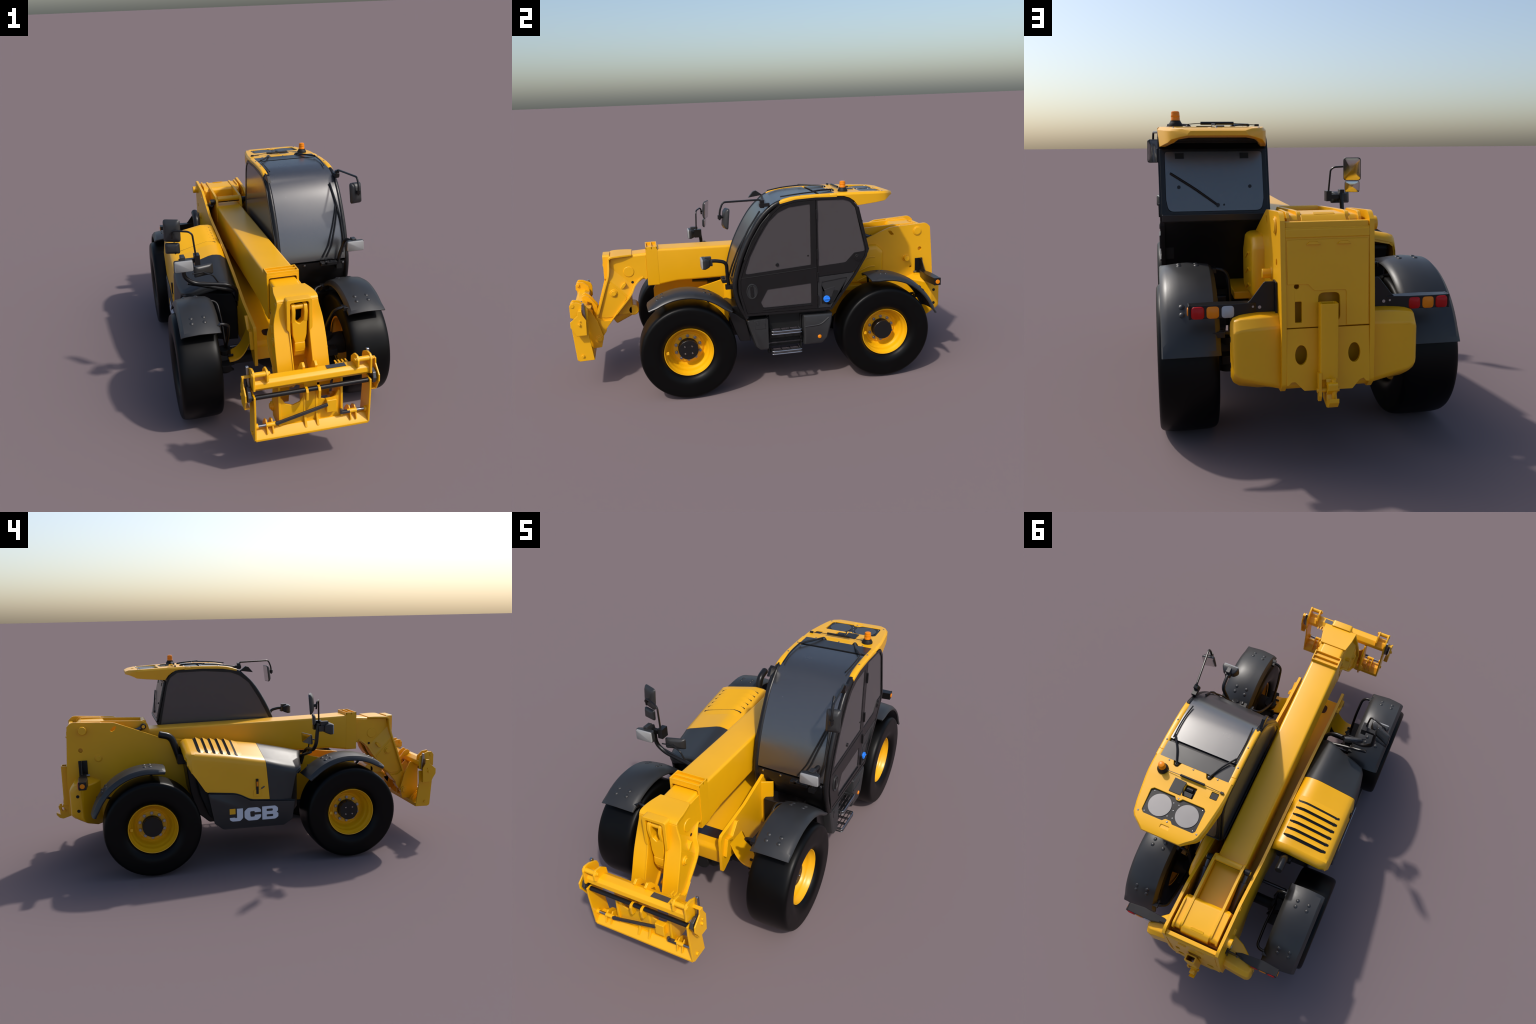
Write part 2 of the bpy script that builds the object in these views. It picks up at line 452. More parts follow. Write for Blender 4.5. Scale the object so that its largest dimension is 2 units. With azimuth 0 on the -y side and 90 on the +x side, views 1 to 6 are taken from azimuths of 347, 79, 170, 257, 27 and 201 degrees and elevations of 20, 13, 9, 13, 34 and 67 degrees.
# ================================================================ FENDERS
def fender_geo(y0, a0, a1, r, n=28):
    sec = [(-.079, -.020), (-.077, -.014), (-.064, -.001), (-.03, .003), (0, .0055), (.03, .003), (.066, -.001), (.083, -.011), (.087, -.017)]
    sec2 = [(u * .95, v - .006) for u, v in sec]
    ring = sec + sec2[::-1]
    rings = []
    for k in range(n + 1):
        t = k / n
        a = math.radians(a0 + (a1 - a0) * t)
        e = min(t, 1 - t) * (a1 - a0) * r * math.pi / 180
        sh = max(0, 1 - e / .04)                # flaps taper away towards the ends
        rr = []
        for u, v in ring:
            vv = v + (0.012 * sh * max(0, (abs(u) - .062) / .026) if v < -.002 else 0)
            R = r + vv
            rr.append((u, y0 + R * math.cos(a), WZ + R * math.sin(a)))
        rings.append(rr)
    return loft(rings)
def fender_dots(y0, r, angs):
    return [dome((u, y0 + (r + .001) * math.cos(math.radians(a)), WZ + (r + .001) * math.sin(math.radians(a))), (0, math.cos(math.radians(a)), math.sin(math.radians(a))), .0098, .0060)
            for a in angs for u in (-.026, .026)]
FX = .354
for y, a0, a1, angs in ((FY, 40, 128.5, (111.8, 117.2, 65.7, 71.1)), (RY, 15.5, 104.5, (90.8, 85.5, 44.6, 39.5))):
    R = .287
    for s in (1, -1):
        fd = make("fender", move(fender_geo(y, a0, a1, R), (C + s * FX, 0, 0)), GREY, root, .001)
        make("fender_bolt", move(cat(*fender_dots(y, R, angs)), (C + s * FX, 0, 0)), GREY, fd, stuff=True)
        ra = [math.radians(a) for a in (a1 - 10, a0 + 14)]
        pA = (C + s * (FX - .084), y + .27 * math.cos(ra[0]), WZ + .27 * math.sin(ra[0]))
        pB = (C + s * (FX - .084), y + .27 * math.cos(ra[1]), WZ + .27 * math.sin(ra[1]))
        qA = (C + s * (FX - .125), pA[1], pA[2] - .005); qB = (C + s * (FX - .125), pB[1], pB[2] - .005)
        mid = (C + s * .225, y, WZ + .06)
        make("fender_bracket", [tube([(pA[0] + s * .03, pA[1], pA[2] + .002), qA, (C + s * .222, (qA[1] + mid[1]) / 2, (qA[2] + mid[2]) / 2), mid], .0065, .04),
                                tube([(pB[0] + s * .03, pB[1], pB[2] + .002), qB, (C + s * .222, (qB[1] + mid[1]) / 2, (qB[2] + mid[2]) / 2), mid], .0065, .04),
                                box(*sorted((pA[0] - s * .006, pA[0] + s * .03)), pA[1] - .018, pA[1] + .018, pA[2] - .012, pA[2] + .004),
                                box(*sorted((pB[0] - s * .006, pB[0] + s * .03)), pB[1] - .018, pB[1] + .018, pB[2] - .012, pB[2] + .004)], BLACK, fd, .0015)

# ================================================================ BOOM
BW, CB = .0665, -.0145
def bt(y): return interp(y, [(-.62, .6675), (-.3, .6595), (.43, .6510), (.9, .644)])
boom_sec = lambda w, r: rnd([(-w, 0), (w, 0), (w, 1), (-w, 1)], r)
def boom_ring(y, w, z0, z1, r=.012):
    return [(CB + p[0], y, p[1]) for p in rnd([(-w, z0), (w, z0), (w, z1), (-w, z1)], r, 5)]
boom = make("boom", loft([boom_ring(-.553, BW, .477, bt(-.553)), boom_ring(-.458, BW, .4905, bt(-.458)), boom_ring(-.2, BW, .489, bt(-.2)),
                          boom_ring(.4, BW, .48, bt(.4)), boom_ring(.72, BW, .47, bt(.72)), boom_ring(.80, BW, .53, .690)]), YEL, root, sharp=45)
# collar at the mouth of the outer boom
ci = rnd([(CB - .059, .497), (CB + .059, .497), (CB + .059, .657), (CB - .059, .657)], .010)
col = make("boom_collar", [prism('y', [(CB - .0672, .4770, .006), (CB + .0672, .4770, .006), (CB + .0672, .6690), (CB - .0672, .6690)], -.612, -.553, [ci])], YEL, boom, .002)
make("collar_rib", [box(CB - .0672, CB + .0672, y, y + .005, .6685, .6810) for y in (-.6118, -.5845, -.5585)] +
     [box(CB + t * .0648 - .0024, CB + t * .0648 + .0024, -.6115, -.553, .6685, .6812) for t in (1, -1)], YEL, col, .001)
make("boom_mouth", box(CB - .0585, CB + .0585, -.60, -.56, .50, .655), MATT, boom)
# inner boom section and head
inner = make("inner_boom", [loft([boom_ring(-.745, .056, .535, .6425), boom_ring(-.70, .056, .512, .6445), boom_ring(-.56, .056, .508, .651)])], YEL, boom, sharp=45)
head_web = [(-.612, .640), (-.612, .516), (-.635, .517, .02), (-.672, .490, .02), (-.700, .440), (-.800, .50), (-.808, .56), (-.79, .636)]
for s in (1, -1):
    f = (lambda q: q) if s > 0 else mirror
    make("boom_head_cheek", f(prism('x', head_web, C + .045, C + .061)), YEL, inner, .002)
    # the cheek kinks outwards to a wider lower plate
    up = [(-.798, .592), (-.680, .482)]; lo_ = [(-.812, .540), (-.712, .436)]
    make("cheek_transition", f(loft([[(C + .050, *up[0]), (C + .050, *up[1]), (C + .061, *up[1]), (C + .061, *up[0])],
                                     [(C + .060, *lo_[0]), (C + .060, *lo_[1]), (C + .090, *lo_[1]), (C + .090, *lo_[0])]])), YEL, inner, .0015)
    make("cheek_plate", f(prism('x', [(-.812, .541), (-.711, .437), (-.770, .362), (-.838, .282), (-.839, .268), (-.862, .236, .004), (-.880, .320), (-.878, .335)], C + .060, C + .090)), YEL, inner, .002)
    make("cheek_tip", f(prism('x', [(-.880, .345), (-.845, .322), (-.812, .322), (-.772, .364), (-.838, .282), (-.839, .268), (-.862, .236, .004), (-.882, .320)], C + .060, C + .1035, r=.004)), YEL, inner, .002)
    make("cheek_doubler", f(prism('x', [(-.806, .520), (-.722, .432), (-.765, .370), (-.80, .335, .03), (-.868, .335, .03)], C + .089, C + .0925, r=.010)), YEL, inner, .0015)
    make("cheek_boss", f(cat(cyl((C + .059, -.705, .560), (C + .064, -.705, .560), .028, .026), cyl((C + .085, -.788, .462), (C + .097, -.788, .462), .021, .019), cyl((C + .085, -.788, .462), (C + .102, -.788, .462), .013),
                             prism('x', [(-.752, .487), (-.738, .505), (-.726, .51), (-.722, .5), (-.736, .482), (-.748, .478)], C + .068, C + .090, r=.006))), YEL, inner, .0015)
    make("cheek_hole", f(cyl((C + .0600, -.690, .503), (C + .0618, -.690, .503), .0068)), MATT, inner)
    # front face strip: wraps from the top over the nose and down, widening outwards
    path = [(-.683, .6500), (-.74, .6505), (-.785, .6480), (-.802, .638), (-.806, .615), (-.812, .555), (-.838, .48), (-.868, .39), (-.892, .322)]
    wid  = [.066, .078, .082, .082, .084, .098, .103, .104, .105]
    inn  = [.0, .0, .036, .038, .038, .038, .038, .036, .034]
    sm = catmull([(p[0], p[1], 0) for p in path], 4); sw = catmull([(a, b, 0) for a, b in zip(wid, inn)], 4)
    rings = []
    for k, p in enumerate(sm):
        d = (sm[min(k + 1, len(sm) - 1)] - sm[max(k - 1, 0)]).normalized()
        n = Vector((d.y, -d.x, 0)); n = n if n.x < 0 or n.y > 0 else -n
        w, i = sw[k].x, .0395
        q = p - n * .010
        rings.append([(C + i, p.x, p.y), (C + w, p.x, p.y), (C + w, q.x, q.y), (C + i, q.x, q.y)])
    kt = next(k for k, p in enumerate(sm) if p.y < .637 and p.x < -.79)
    make("head_face_strip", f(loft(rings[kt:])), YEL, inner, .0025)
    if s > 0:
        make("head_plate", loft([[(2 * C - r[1][0], *r[1][1:]), r[1], r[2], (2 * C - r[2][0], *r[2][1:])] for r in rings[:kt + 1]]), YEL, inner, .0025)
    # rear strip of the head
    path = [(-.615, .519), (-.640, .518), (-.676, .486), (-.70, .442), (-.76, .372), (-.836, .282)]
    wid = [.062, .066, .082, .100, .102, .094]
    sm = catmull([(p[0], p[1], 0) for p in path], 4); sw = catmull([(a, 0, 0) for a in wid], 4)
    rings = []
    for k, p in enumerate(sm):
        d = (sm[min(k + 1, len(sm) - 1)] - sm[max(k - 1, 0)]).normalized()
        n = Vector((-d.y, d.x, 0)); n = n if n.x < 0 else -n
        q = p + n * .008
        rings.append([(C + .030, p.x, p.y), (C + sw[k].x, p.x, p.y), (C + sw[k].x, q.x, q.y), (C + .030, q.x, q.y)])
    make("head_edge_strip", f(loft(rings)), YEL, inner, .002)
    make("slot_wall", f(prism('x', [(-.80, .64), (-.814, .63), (-.818, .56), (-.842, .48), (-.890, .33), (-.845, .29), (-.72, .44), (-.66, .50)], C + .0375, C + .043)), YEL, inner, .0015)
# raised frame around the slot at the nose
fr = rnd([(-.052, .50), (-.052, .652), (.052, .652), (.052, .50)], .016)
frh = rnd([(-.036, .46), (-.036, .636), (.036, .636), (.036, .46)], .010)
U = rnd([(-.051, .53), (-.051, .6515), (.051, .6515), (.051, .53), (.037, .510), (.037, .6385), (-.037, .6385), (-.037, .510)], .010)
make("nose_frame", prism('y', [(C + p[0], p[1]) for p in U], -.830, -.795), YEL, inner, .002)
make("nose_void", box(C - .036, C + .036, -.765, -.72, .45, .637), MATT, inner)
# tilt link (clevis) and its ram
lobe = [(-.806, .636, .012), (-.828, .626, .010), (-.834, .600), (-.826, .555), (-.80, .54), (-.79, .60)]
body = [(-.826, .568), (-.821, .50), (-.829, .445), (-.812, .398, .012), (-.785, .42), (-.785, .56)]
ub = rnd([(-.0315, .590), (-.0275, .50), (-.020, .47), (-.021, .43), (.021, .43), (.020, .47), (.0275, .50), (.0315, .590), (.0165, .590), (.0150, .560), (.0, .547), (-.0150, .560), (-.0165, .590)], .006)
make("tilt_link", [prism('x', lobe, C + .0165 * t, C + .0315 * t) for t in (1, -1)]
     + [prism('y', [(C + a_, b_) for a_, b_ in ub], -.826, -.79), prism('x', [(-.827, .47), (-.829, .445), (-.812, .398, .012), (-.785, .42), (-.785, .47)], C - .021, C + .021),
        cyl((C - .034, -.814, .616), (C + .034, -.814, .616), .0105)], YEL, inner, .003)
make("tilt_ram", [cyl((C, -.80, .30), (C, -.690, .352), .030), cyl((C - .055, -.697, .352), (C + .055, -.697, .352), .028), box(C - .055, C + .055, -.775, -.70, .332, .42)], YEL, inner, .006)
# rear end of the boom: side plates, tube, rounded box over the pivot
for s in (1, -1):
    f = (lambda q: q) if s > 0 else mirror
    make("boom_side_plate", f(prism('x', [(.865, .675, .02), (.850, .708, .02), (.733, .704), (.541, .695, .018), (.515, .68, .015), (.505, .645), (.50, .56), (.83, .56), (.868, .62)], C + .0605, C + .0725)), YEL, boom, .0015)
    make("pivot_plate", f(prism('x', [(.868, .62), (.872, .690, .015), (.855, .7075, .015), (.75, .706, .012), (.725, .690, .012), (.715, .60), (.83, .56)], C + .094, C + .103)), YEL, boom, .0015)
    make("pivot_sleeve", f(cat(prism('x', [(.862, .62), (.866, .684, .015), (.852, .699, .015), (.735, .698, .012), (.72, .68), (.72, .6)], C + .07, C + .096))), YEL, boom, .002)
    ra = make("compensation_ram", f(cat(cyl((C + .088, .540, .665), (C + .088, .80, .545), .011), cyl((C + .088, .58, .647), (C + .088, .80, .545), .0155))), DSTL, boom, .001)
    make("ram_eye", f(cat(cyl((C + .076, .538, .669), (C + .101, .538, .669), .0145), cyl((C + .076, .538, .669), (C + .0, .538, .669), .007))), BLACK, ra, .003)
    make("ram_pin", f(cyl((C + .100, .538, .669), (C + .104, .538, .669), .0085)), YEL, ra, .001)
make("pivot_cover", prism('x', [(.872, .62), (.875, .680, .02), (.852, .701, .02), (.735, .700, .012), (.722, .685, .012), (.72, .62)], C - .062, C + .062), YEL, boom, .002)
make("cover_grip", xform(prism('z', [(-.030, -.006), (.030, -.006), (.030, .006), (-.030, .006)], 0, .002, r=.006), Matrix.Translation((C - .004, .846, .7005)) @ Matrix.Rotation(-.35, 4, 'X')), YEL, boom, .0006)
make("cross_tube", cyl((C - .0605, .533, .683), (C + .0605, .533, .683), .0135), YEL, boom)
make("lift_ram", [cyl((C, -.30, .475), (C, .45, .42), .03), cyl((C, -.38, .48), (C, -.30, .475), .018)], BLACK, boom, .002)

# ================================================================ FORK CARRIAGE
HW = .222
side_out = [(-.972, .164), (-.984, .174), (-.9955, .34), (-.9965, .452, .008), (-.988, .469, .008), (-.962, .468, .01), (-.918, .450, .012), (-.914, .43), (-.920, .30), (-.901, .166)]
carriage = make("fork_carriage", [cat(prism('x', [(-.972, .164), (-.984, .174), (-.995, .325), (-.995, .365), (-.914, .365), (-.918, .30), (-.901, .166)], C + s * HW - .004, C + s * HW + .004)) for s in (1, -1)]
                + [prism('x', [(-.978, .184), (-.984, .176), (-.983, .167), (-.90, .166), (-.903, .182), (-.93, .205), (-.958, .205)], C - HW, C + HW)], YEL, root, .002)
make("carriage_beam", [prism('x', [(-.990, .396), (-.988, .414, .008), (-.975, .424), (-.948, .426, .01), (-.925, .412, .008), (-.925, .390, .008), (-.940, .376), (-.975, .380)], C - HW, C + HW)], YEL, carriage, .002)
ear = [(-.955, .375), (-.997, .392), (-.997, .452, .010), (-.985, .469, .010), (-.958, .466), (-.920, .448, .012), (-.913, .43), (-.915, .375)]
ear2 = [(-.975, .41), (-.998, .425), (-.997, .452, .010), (-.985, .468, .010), (-.955, .464, .01), (-.928, .44), (-.925, .41)]
for s in (1, -1):
    f = (lambda q: q) if s > 0 else mirror
    make("carriage_ear", f(cat(prism('x', ear, C + HW - .004, C + HW + .004), prism('x', ear2, C + .168, C + .176))), YEL, carriage, .0015)
    make("hook_pin", f(cat(cyl((C + .165, -.9835, .4515), (C + .229, -.9835, .4515), .0095), cyl((C + .160, -.9835, .4515), (C + .2, -.9835, .4515), .0065))), YEL, carriage, .001)
    cv = prism('x', [(-.958, .431), (-.939, .431), (-.937, .412), (-.921, .383), (-.924, .308), (-.972, .308), (-.984, .332), (-.997, .352), (-.997, .379), (-.960, .410)], C + .252, C + .258)
    make("lock_cover", f(cat(cv, box(C + .236, C + .257, -.972, -.925, .306, .311), box(C + .224, C + .257, -.955, -.940, .426, .4315))), YEL, carriage, .0015)
    make("cover_bolt", f(cat(cyl((C + .257, -.955, .365), (C + .266, -.955, .365), .006), cyl((C + .225, -.955, .192), (C + .232, -.955, .192), .007), cyl((C + .258, -.950, .382), (C + .263, -.950, .382), .004))), YEL, carriage, .0008)
    make("lock_wheel", f(cyl((C + .232, -.965, .366), (C + .246, -.965, .366), .031, n=8)), DSTL, carriage, .003)
    make("lock_lever", f(prism('x', [(-.937, .463, .004), (-.926, .463, .004), (-.922, .375), (-.938, .362), (-.948, .38)], C + .227, C + .238)), STEEL, carriage, .002)
    # lower fork pins with lugs
    x0 = .118
    for k in range(2):
        make("pin_lug", f(prism('x', [(-.905, .178), (-.980, .192), (-.972, .222), (-.955, .240), (-.93, .23), (-.905, .2)], C + .150 + .022 * k, C + .155 + .022 * k)), YEL, carriage, .0008)
    make("pin_sleeve", f(cat(cyl((C + .140, -.966, .224), (C + .178, -.966, .224), .0085), cyl((C + .208, -.966, .224), (C + .222, -.966, .224), .0105))), YEL, carriage, .001)
    make("fork_pin", f(cyl((C + .125, -.966, .224), (C + .212, -.966, .224), .0058)), STEEL, carriage)
    # inner side plates of the tilt frame
    make("tilt_plate", f(prism('x', [(-.913, .400, .01), (-.878, .331), (-.854, .247), (-.868, .192, .006), (-.908, .190), (-.962, .196), (-.957, .372), (-.93, .385)], C + .117, C + .126)), YEL, carriage, .0015)
    make("tilt_pin", f(cat(cyl((C + .10, -.874, .240), (C + .134, -.874, .240), .0185), cyl((C + .12, -.874, .240), (C + .140, -.874, .240), .012))), YEL, carriage, .0015)
    # hooks holding the rod, mid ribs
    make("rod_hook", f(prism('x', [(-.955, .335), (-.975, .312), (-.992, .316), (-.996, .352), (-.990, .364), (-.975, .366), (-.96, .355)], C + .0185, C + .0285)), YEL, carriage, .0015)
    make("carriage_rib", f(prism('x', [(-.905, .178), (-.976, .190), (-.955, .24), (-.955, .34), (-.93, .385), (-.905, .36)], C + .019, C + .028)), YEL, carriage, .0015)
    make("hinge_tab", f(prism('x', [(-.905, .40), (-.95, .424), (-.955, .436), (-.938, .448), (-.918, .436), (-.88, .385), (-.872, .33), (-.89, .32)], C + .019, C + .029, r=.004)), YEL, carriage, .0015)
make("locking_rod", cyl((C - .236, -.978, .355), (C + .236, -.978, .355), .0092), BLACK, carriage)
# back plate with two round cut-outs, diagonal lever, latch box
bp = rnd([(-.117, .19), (.117, .19), (.117, .325), (.098, .292), (.07, .280), (.042, .290), (.025, .315), (.025, .38), (-.025, .38), (-.025, .315), (-.042, .290), (-.07, .280), (-.098, .292), (-.117, .325)], .012)
make("tilt_frame_plate", prism('y', [(C + a, b) for a, b in bp], -.9530, -.9455), YEL, carriage, .001)
make("diagonal_lever", xform(box(-.104, .104, -.004, .004, -.0065, .0065), Matrix.Translation((C - .040, -.973, .250)) @ Matrix.Rotation(-.225, 4, 'Y')), DSTL, carriage, .0015)
make("latch_box", [box(C + .058, C + .098, -.972, -.948, .235, .288)], YEL, carriage, .003)
make("latch_link", [box(C + .112, C + .150, -.975, -.962, .220, .230), cyl((C + .115, -.97, .222), (C + .115, -.97, .24), .006)], DSTL, carriage, .001)
make("hose_comb", [box(.095, .145, -.935, -.925, .411, .415)] + [prism('z', [(.098 + .014 * k, -.928), (.106 + .014 * k, -.928), (.104 + .014 * k, -.902), (.099 + .014 * k, -.902)], .411, .415) for k in range(4)], YEL, carriage, .0006)
pl = prism('z', [(.048, -.012), (.122, -.012), (.122, .012), (.048, .012)], 0, .0012)
make("data_plate", move(pl, (0, -.9605, .4253)), LABEL, carriage)

# ================================================================ CAB
CX, CH = .244, .176          # cab centre and half width
core = [(-.150, .378), (-.180, .45), (-.185, .56), (-.162, .667), (-.125, .751), (-.076, .827), (-.030, .876), (.015, .909), (.06, .926), (.2, .9375), (.34, .9290), (.376, .908, .03), (.396, .872), (.448, .665, .02), (.430, .630), (.250, .377)]
cab = make("cab", prism('x', core, .0735, .4145), BLACK, root, .006)
# --- right hand side: frame band, door, rear quarter
out = [(-.167, .382, .012), (-.196, .50), (-.1945, .564), (-.170, .639), (-.132, .717), (-.076, .811), (-.027, .877), (.018, .914), (.091, .930), (.19, .934), (.327, .929), (.365, .916, .02), (.396, .880), (.428, .756), (.450, .668, .02), (.443, .632, .02), (.384, .536), (.261, .375, .006)]
out_s = rnd(out)
def inset(pts, d):
    n = len(pts); res = []
    sgn = 1 if area(pts) > 0 else -1
    for i in range(n):
        a, p, b = Vector(pts[i - 1]), Vector(pts[i]), Vector(pts[(i + 1) % n])
        e1, e2 = (p - a), (b - p)
        if e1.length < 1e-7 or e2.length < 1e-7: res.append((p.x, p.y)); continue
        n1 = Vector((-e1.y, e1.x)).normalized() * sgn; n2 = Vector((-e2.y, e2.x)).normalized() * sgn
        m = (n1 + n2)
        if m.length < 1e-6: m = n1
        m.normalize()
        q = p + m * d / max(.5, m.dot(n1))
        res.append((q.x, q.y))
    return res
make("door_frame", prism('x', out_s, .408, .4215, [inset(out_s, .011)]), BLACK, cab, .002)
ins = inset(out_s, .0125)
def clip_y(pts, y, keep_less):
    res = []
    for i in range(len(pts)):
        a, b = pts[i - 1], pts[i]
        ia, ib = (a[0] < y) == keep_less, (b[0] < y) == keep_less
        if ia != ib:
            t = (y - a[0]) / (b[0] - a[0]); res.append((y, a[1] + t * (b[1] - a[1])))
        if ib: res.append(b)
    return res
dglass = rnd([(-.163, .588, .012), (-.134, .671), (-.090, .755), (-.040, .832), (.007, .874), (.060, .896), (.163, .905, .006), (.161, .610, .008)], .0)
lglass = rnd([(-.056, .506, .008), (.159, .519, .006), (.159, .418, .006), (-.078, .417, .01), (-.091, .446, .008)])
qglass = rnd([(.199, .923, .006), (.327, .919), (.366, .906, .02), (.388, .877), (.4345, .657, .010), (.379, .652, .012), (.335, .608, .02), (.199, .599, .006)])
door = make("door", prism('x', clip_y(ins, .1895, True), .408, .4200, [dglass, lglass]), BLACK, cab, .0015)
quarter_top = [p for p in clip_y(ins, .1925, False)]
def clip_line(pts, fn):
    res = []
    for i in range(len(pts)):
        a, b = pts[i - 1], pts[i]; fa, fb = fn(a), fn(b)
        if (fa >= 0) != (fb >= 0):
            t = fa / (fa - fb); res.append((a[0] + t * (b[0] - a[0]), a[1] + t * (b[1] - a[1])))
        if fb >= 0: res.append(b)
    return res
qline = lambda p: p[1] - (.549 + (p[0] - .19) * .05)
quarter = make("quarter_panel", prism('x', clip_line(quarter_top, qline), .408, .4195, [qglass]), BLACK, cab, .0015)
make("door_window", prism('x', dglass, .409, .4175), GLASS, door)
make("door_vision_panel", prism('x', lglass, .409, .4175), GLASS, door)
make("quarter_window", prism('x', qglass, .409, .4170), GLASS, quarter)
# filler recess behind the door (grey moulding with blue cap)
fil = inset(clip_line(quarter_top, lambda p: -qline(p) - .003), .0015)
fil_h = rnd([(.212, .520), (.345, .535), (.305, .450), (.262, .400), (.212, .405)], .008)
make("filler_surround", prism('x', fil, .408, .4195, [fil_h]), GREY, cab, .002)
fil_in = make("filler_recess", [prism('x', inset(fil, .002), .380, .4148)], GREY, cab)
make("filler_pocket", prism('x', [(.214, .470), (.300, .470), (.262, .405), (.214, .410)], .4145, .4165, r=.006), MATT, cab)
make("filler_ramp", prism('x', [(.226, .478), (.282, .492), (.262, .44), (.232, .44)], .4145, .417, r=.004), GREY, cab, .001)
make("filler_cap", [cyl((.412, .2365, .432), (.424, .2365, .432), .0165), box(.424, .428, .2215, .2515, .4295, .4345)], BLUE, cab, .0015)
# door furniture
dl = [(.4195 + o, r) for o, r in ((0, 1), (.004, .98), (.0045, .86), (.001, .80), (.0005, 0.0001))]
make("door_handle_ring", loft([[(x, -.131 + .0275 * k * math.cos(t), .5035 + .0385 * k * math.sin(t)) for t in [2 * math.pi * j / 32 for j in range(32)]] for x, k in dl]), GREY, door, sharp=50)
make("door_handle", prism('x', [(-.138, .475), (-.122, .475), (-.125, .53), (-.14, .53)], .4195, .4245, r=.007), BLACK, door, .0015)
make("door_bolt", [cyl((.417, -.004, .6235), (.4215, -.004, .6235), .0085), cyl((.417, .148, .656), (.4195, .148, .656), .0042)], BLACK, door, .001)
make("quarter_knob", [cyl((.419, .397, .627), (.4225, .397, .627), .0175), cyl((.422, .397, .627), (.4245, .397, .627), .010)], BLACK, quarter, .002)
for z in (.853, .660, .547, .43):
    make("door_hinge", box(.417, .4265, .189, .1965, z - .024, z + .024), BLACK, door, .002)
make("door_sill", prism('x', [(-.085, .405), (.165, .408), (.160, .414), (-.08, .412)], .4198, .423), BLACK, door, .001)
make("door_crease", tube([(.4203, -.185, .5705), (.4203, .187, .5935)], .0016, .01, 6), MATT, door)

# --- front: screen, lower panel, pillars
prof = [(-.165, .375), (-.198, .44), (-.213, .50), (-.214, .56), (-.184, .667), (-.146, .751), (-.096, .834), (-.048, .888), (.000, .9195), (.06, .9345), (.12, .9405), (.2025, .9440), (.290, .9455)]
PR = catmull([(p[0], p[1], 0) for p in prof], 6)
BULGE = [(.375, -.010), (.45, -.004), (.5, .0), (.57, .002), (.80, .001), (.90, .001), (.944, .001)]
def skew_left(x, z): return .012 * (1 - (x - .08) / .33) * interp(z, [(.5, 1), (.90, 1), (.935, 0)])
def pindex(test):
    return [k for k, p in enumerate(PR) if test(p)]
def skin(k0, k1, x0, x1, lift, nx=14, thick=.006):
    rows_o, rows_i = [], []
    for k in range(k0, k1 + 1):
        d = (PR[min(k + 1, len(PR) - 1)] - PR[max(k - 1, 0)]).normalized()
        n = Vector((-d.y, d.x, 0))
        b = interp(PR[k].y, BULGE)
        ro, ri = [], []
        for j in range(nx + 1):
            x = x0 + (x1 - x0) * j / nx
            u = (x - CX) / .158
            e = b * (1 - min(1, abs(u)) ** 2.4) + lift - skew_left(x, PR[k].y)
            q = PR[k] + n * e; qi = q - n * thick
            ro.append((x, q.x, q.y)); ri.append((x, qi.x, qi.y))
        rows_o.append(ro); rows_i.append(ri)
    rings = [o + i[::-1] for o, i in zip(rows_o, rows_i)]
    return loft(rings)
kb = max(pindex(lambda p: p.y <= .5525 and p.x < 0))
ks = max(pindex(lambda p: p.x <= .2026))
make("windscreen", skin(kb, ks, .0905, .3985, .002), SCREEN, cab, sharp=50)
kn = max(pindex(lambda p: p.y <= .487 and p.x < 0))
make("cab_cowl", [skin(kn, kb - 1, .082, .4065, .0005, 16, .02), skin(0, kn, .165, .4065, .0005, 12, .02)], BLACK, cab, sharp=50)
make("roof_glass_panel", skin(ks + 1, len(PR) - 1, .0905, .3985, .002), SUNV, cab, sharp=50)
def surf(x, z, lift=.006):
    best = min(range(len(PR)), key=lambda k: abs(PR[k].y - z) + (10 if PR[k].x > .05 else 0))
    d = (PR[min(best + 1, len(PR) - 1)] - PR[max(best - 1, 0)]).normalized(); n = Vector((-d.y, d.x, 0))
    b = interp(z, BULGE)
    q = PR[best] + n * (b * (1 - min(1, abs((x - CX) / .158)) ** 2.4) + lift - skew_left(x, z))
    return (x, q.x, q.y)
for s in (1, -1):
    x = CX + s * .163
    g = tube([(x, p.x + .006 + skew_left(x, p.y) * .8, p.y - .006 - skew_left(x, p.y) * .4) for p in PR[0:kb + 34:2]], .0125, .001, 14)
    make("windscreen_pillar", g, BLACK, cab, sharp=60)
# wiper arms and blades on the screen
wp = lambda *q: [surf(x, z, .010) for x, z in q]
make("wiper_arm", [tube(wp((.285, .555), (.318, .62), (.350, .70), (.385, .79)), .0028, .01, 8), tube(wp((.305, .555), (.335, .62), (.362, .70), (.388, .78)), .0028, .01, 8)], BLACK, cab, stuff=True)
make("wiper_blade", tube(wp((.372, .87), (.383, .80), (.392, .72), (.395, .64), (.385, .58)), .0045, .01, 8), BLACK, cab)
make("wiper_motor_cover", [box(.265, .345, -.262, -.235, .535, .552), cyl((.29, -.262, .548), (.29, -.245, .548), .009), cyl((.315, -.26, .548), (.315, -.245, .548), .009)], BLACK, cab, .003)
for x in (.115, .20, .388):
    make("panel_bolt", cyl(surf(x, .525, -.002), surf(x, .525, .004), .005), STEEL, cab, .001)

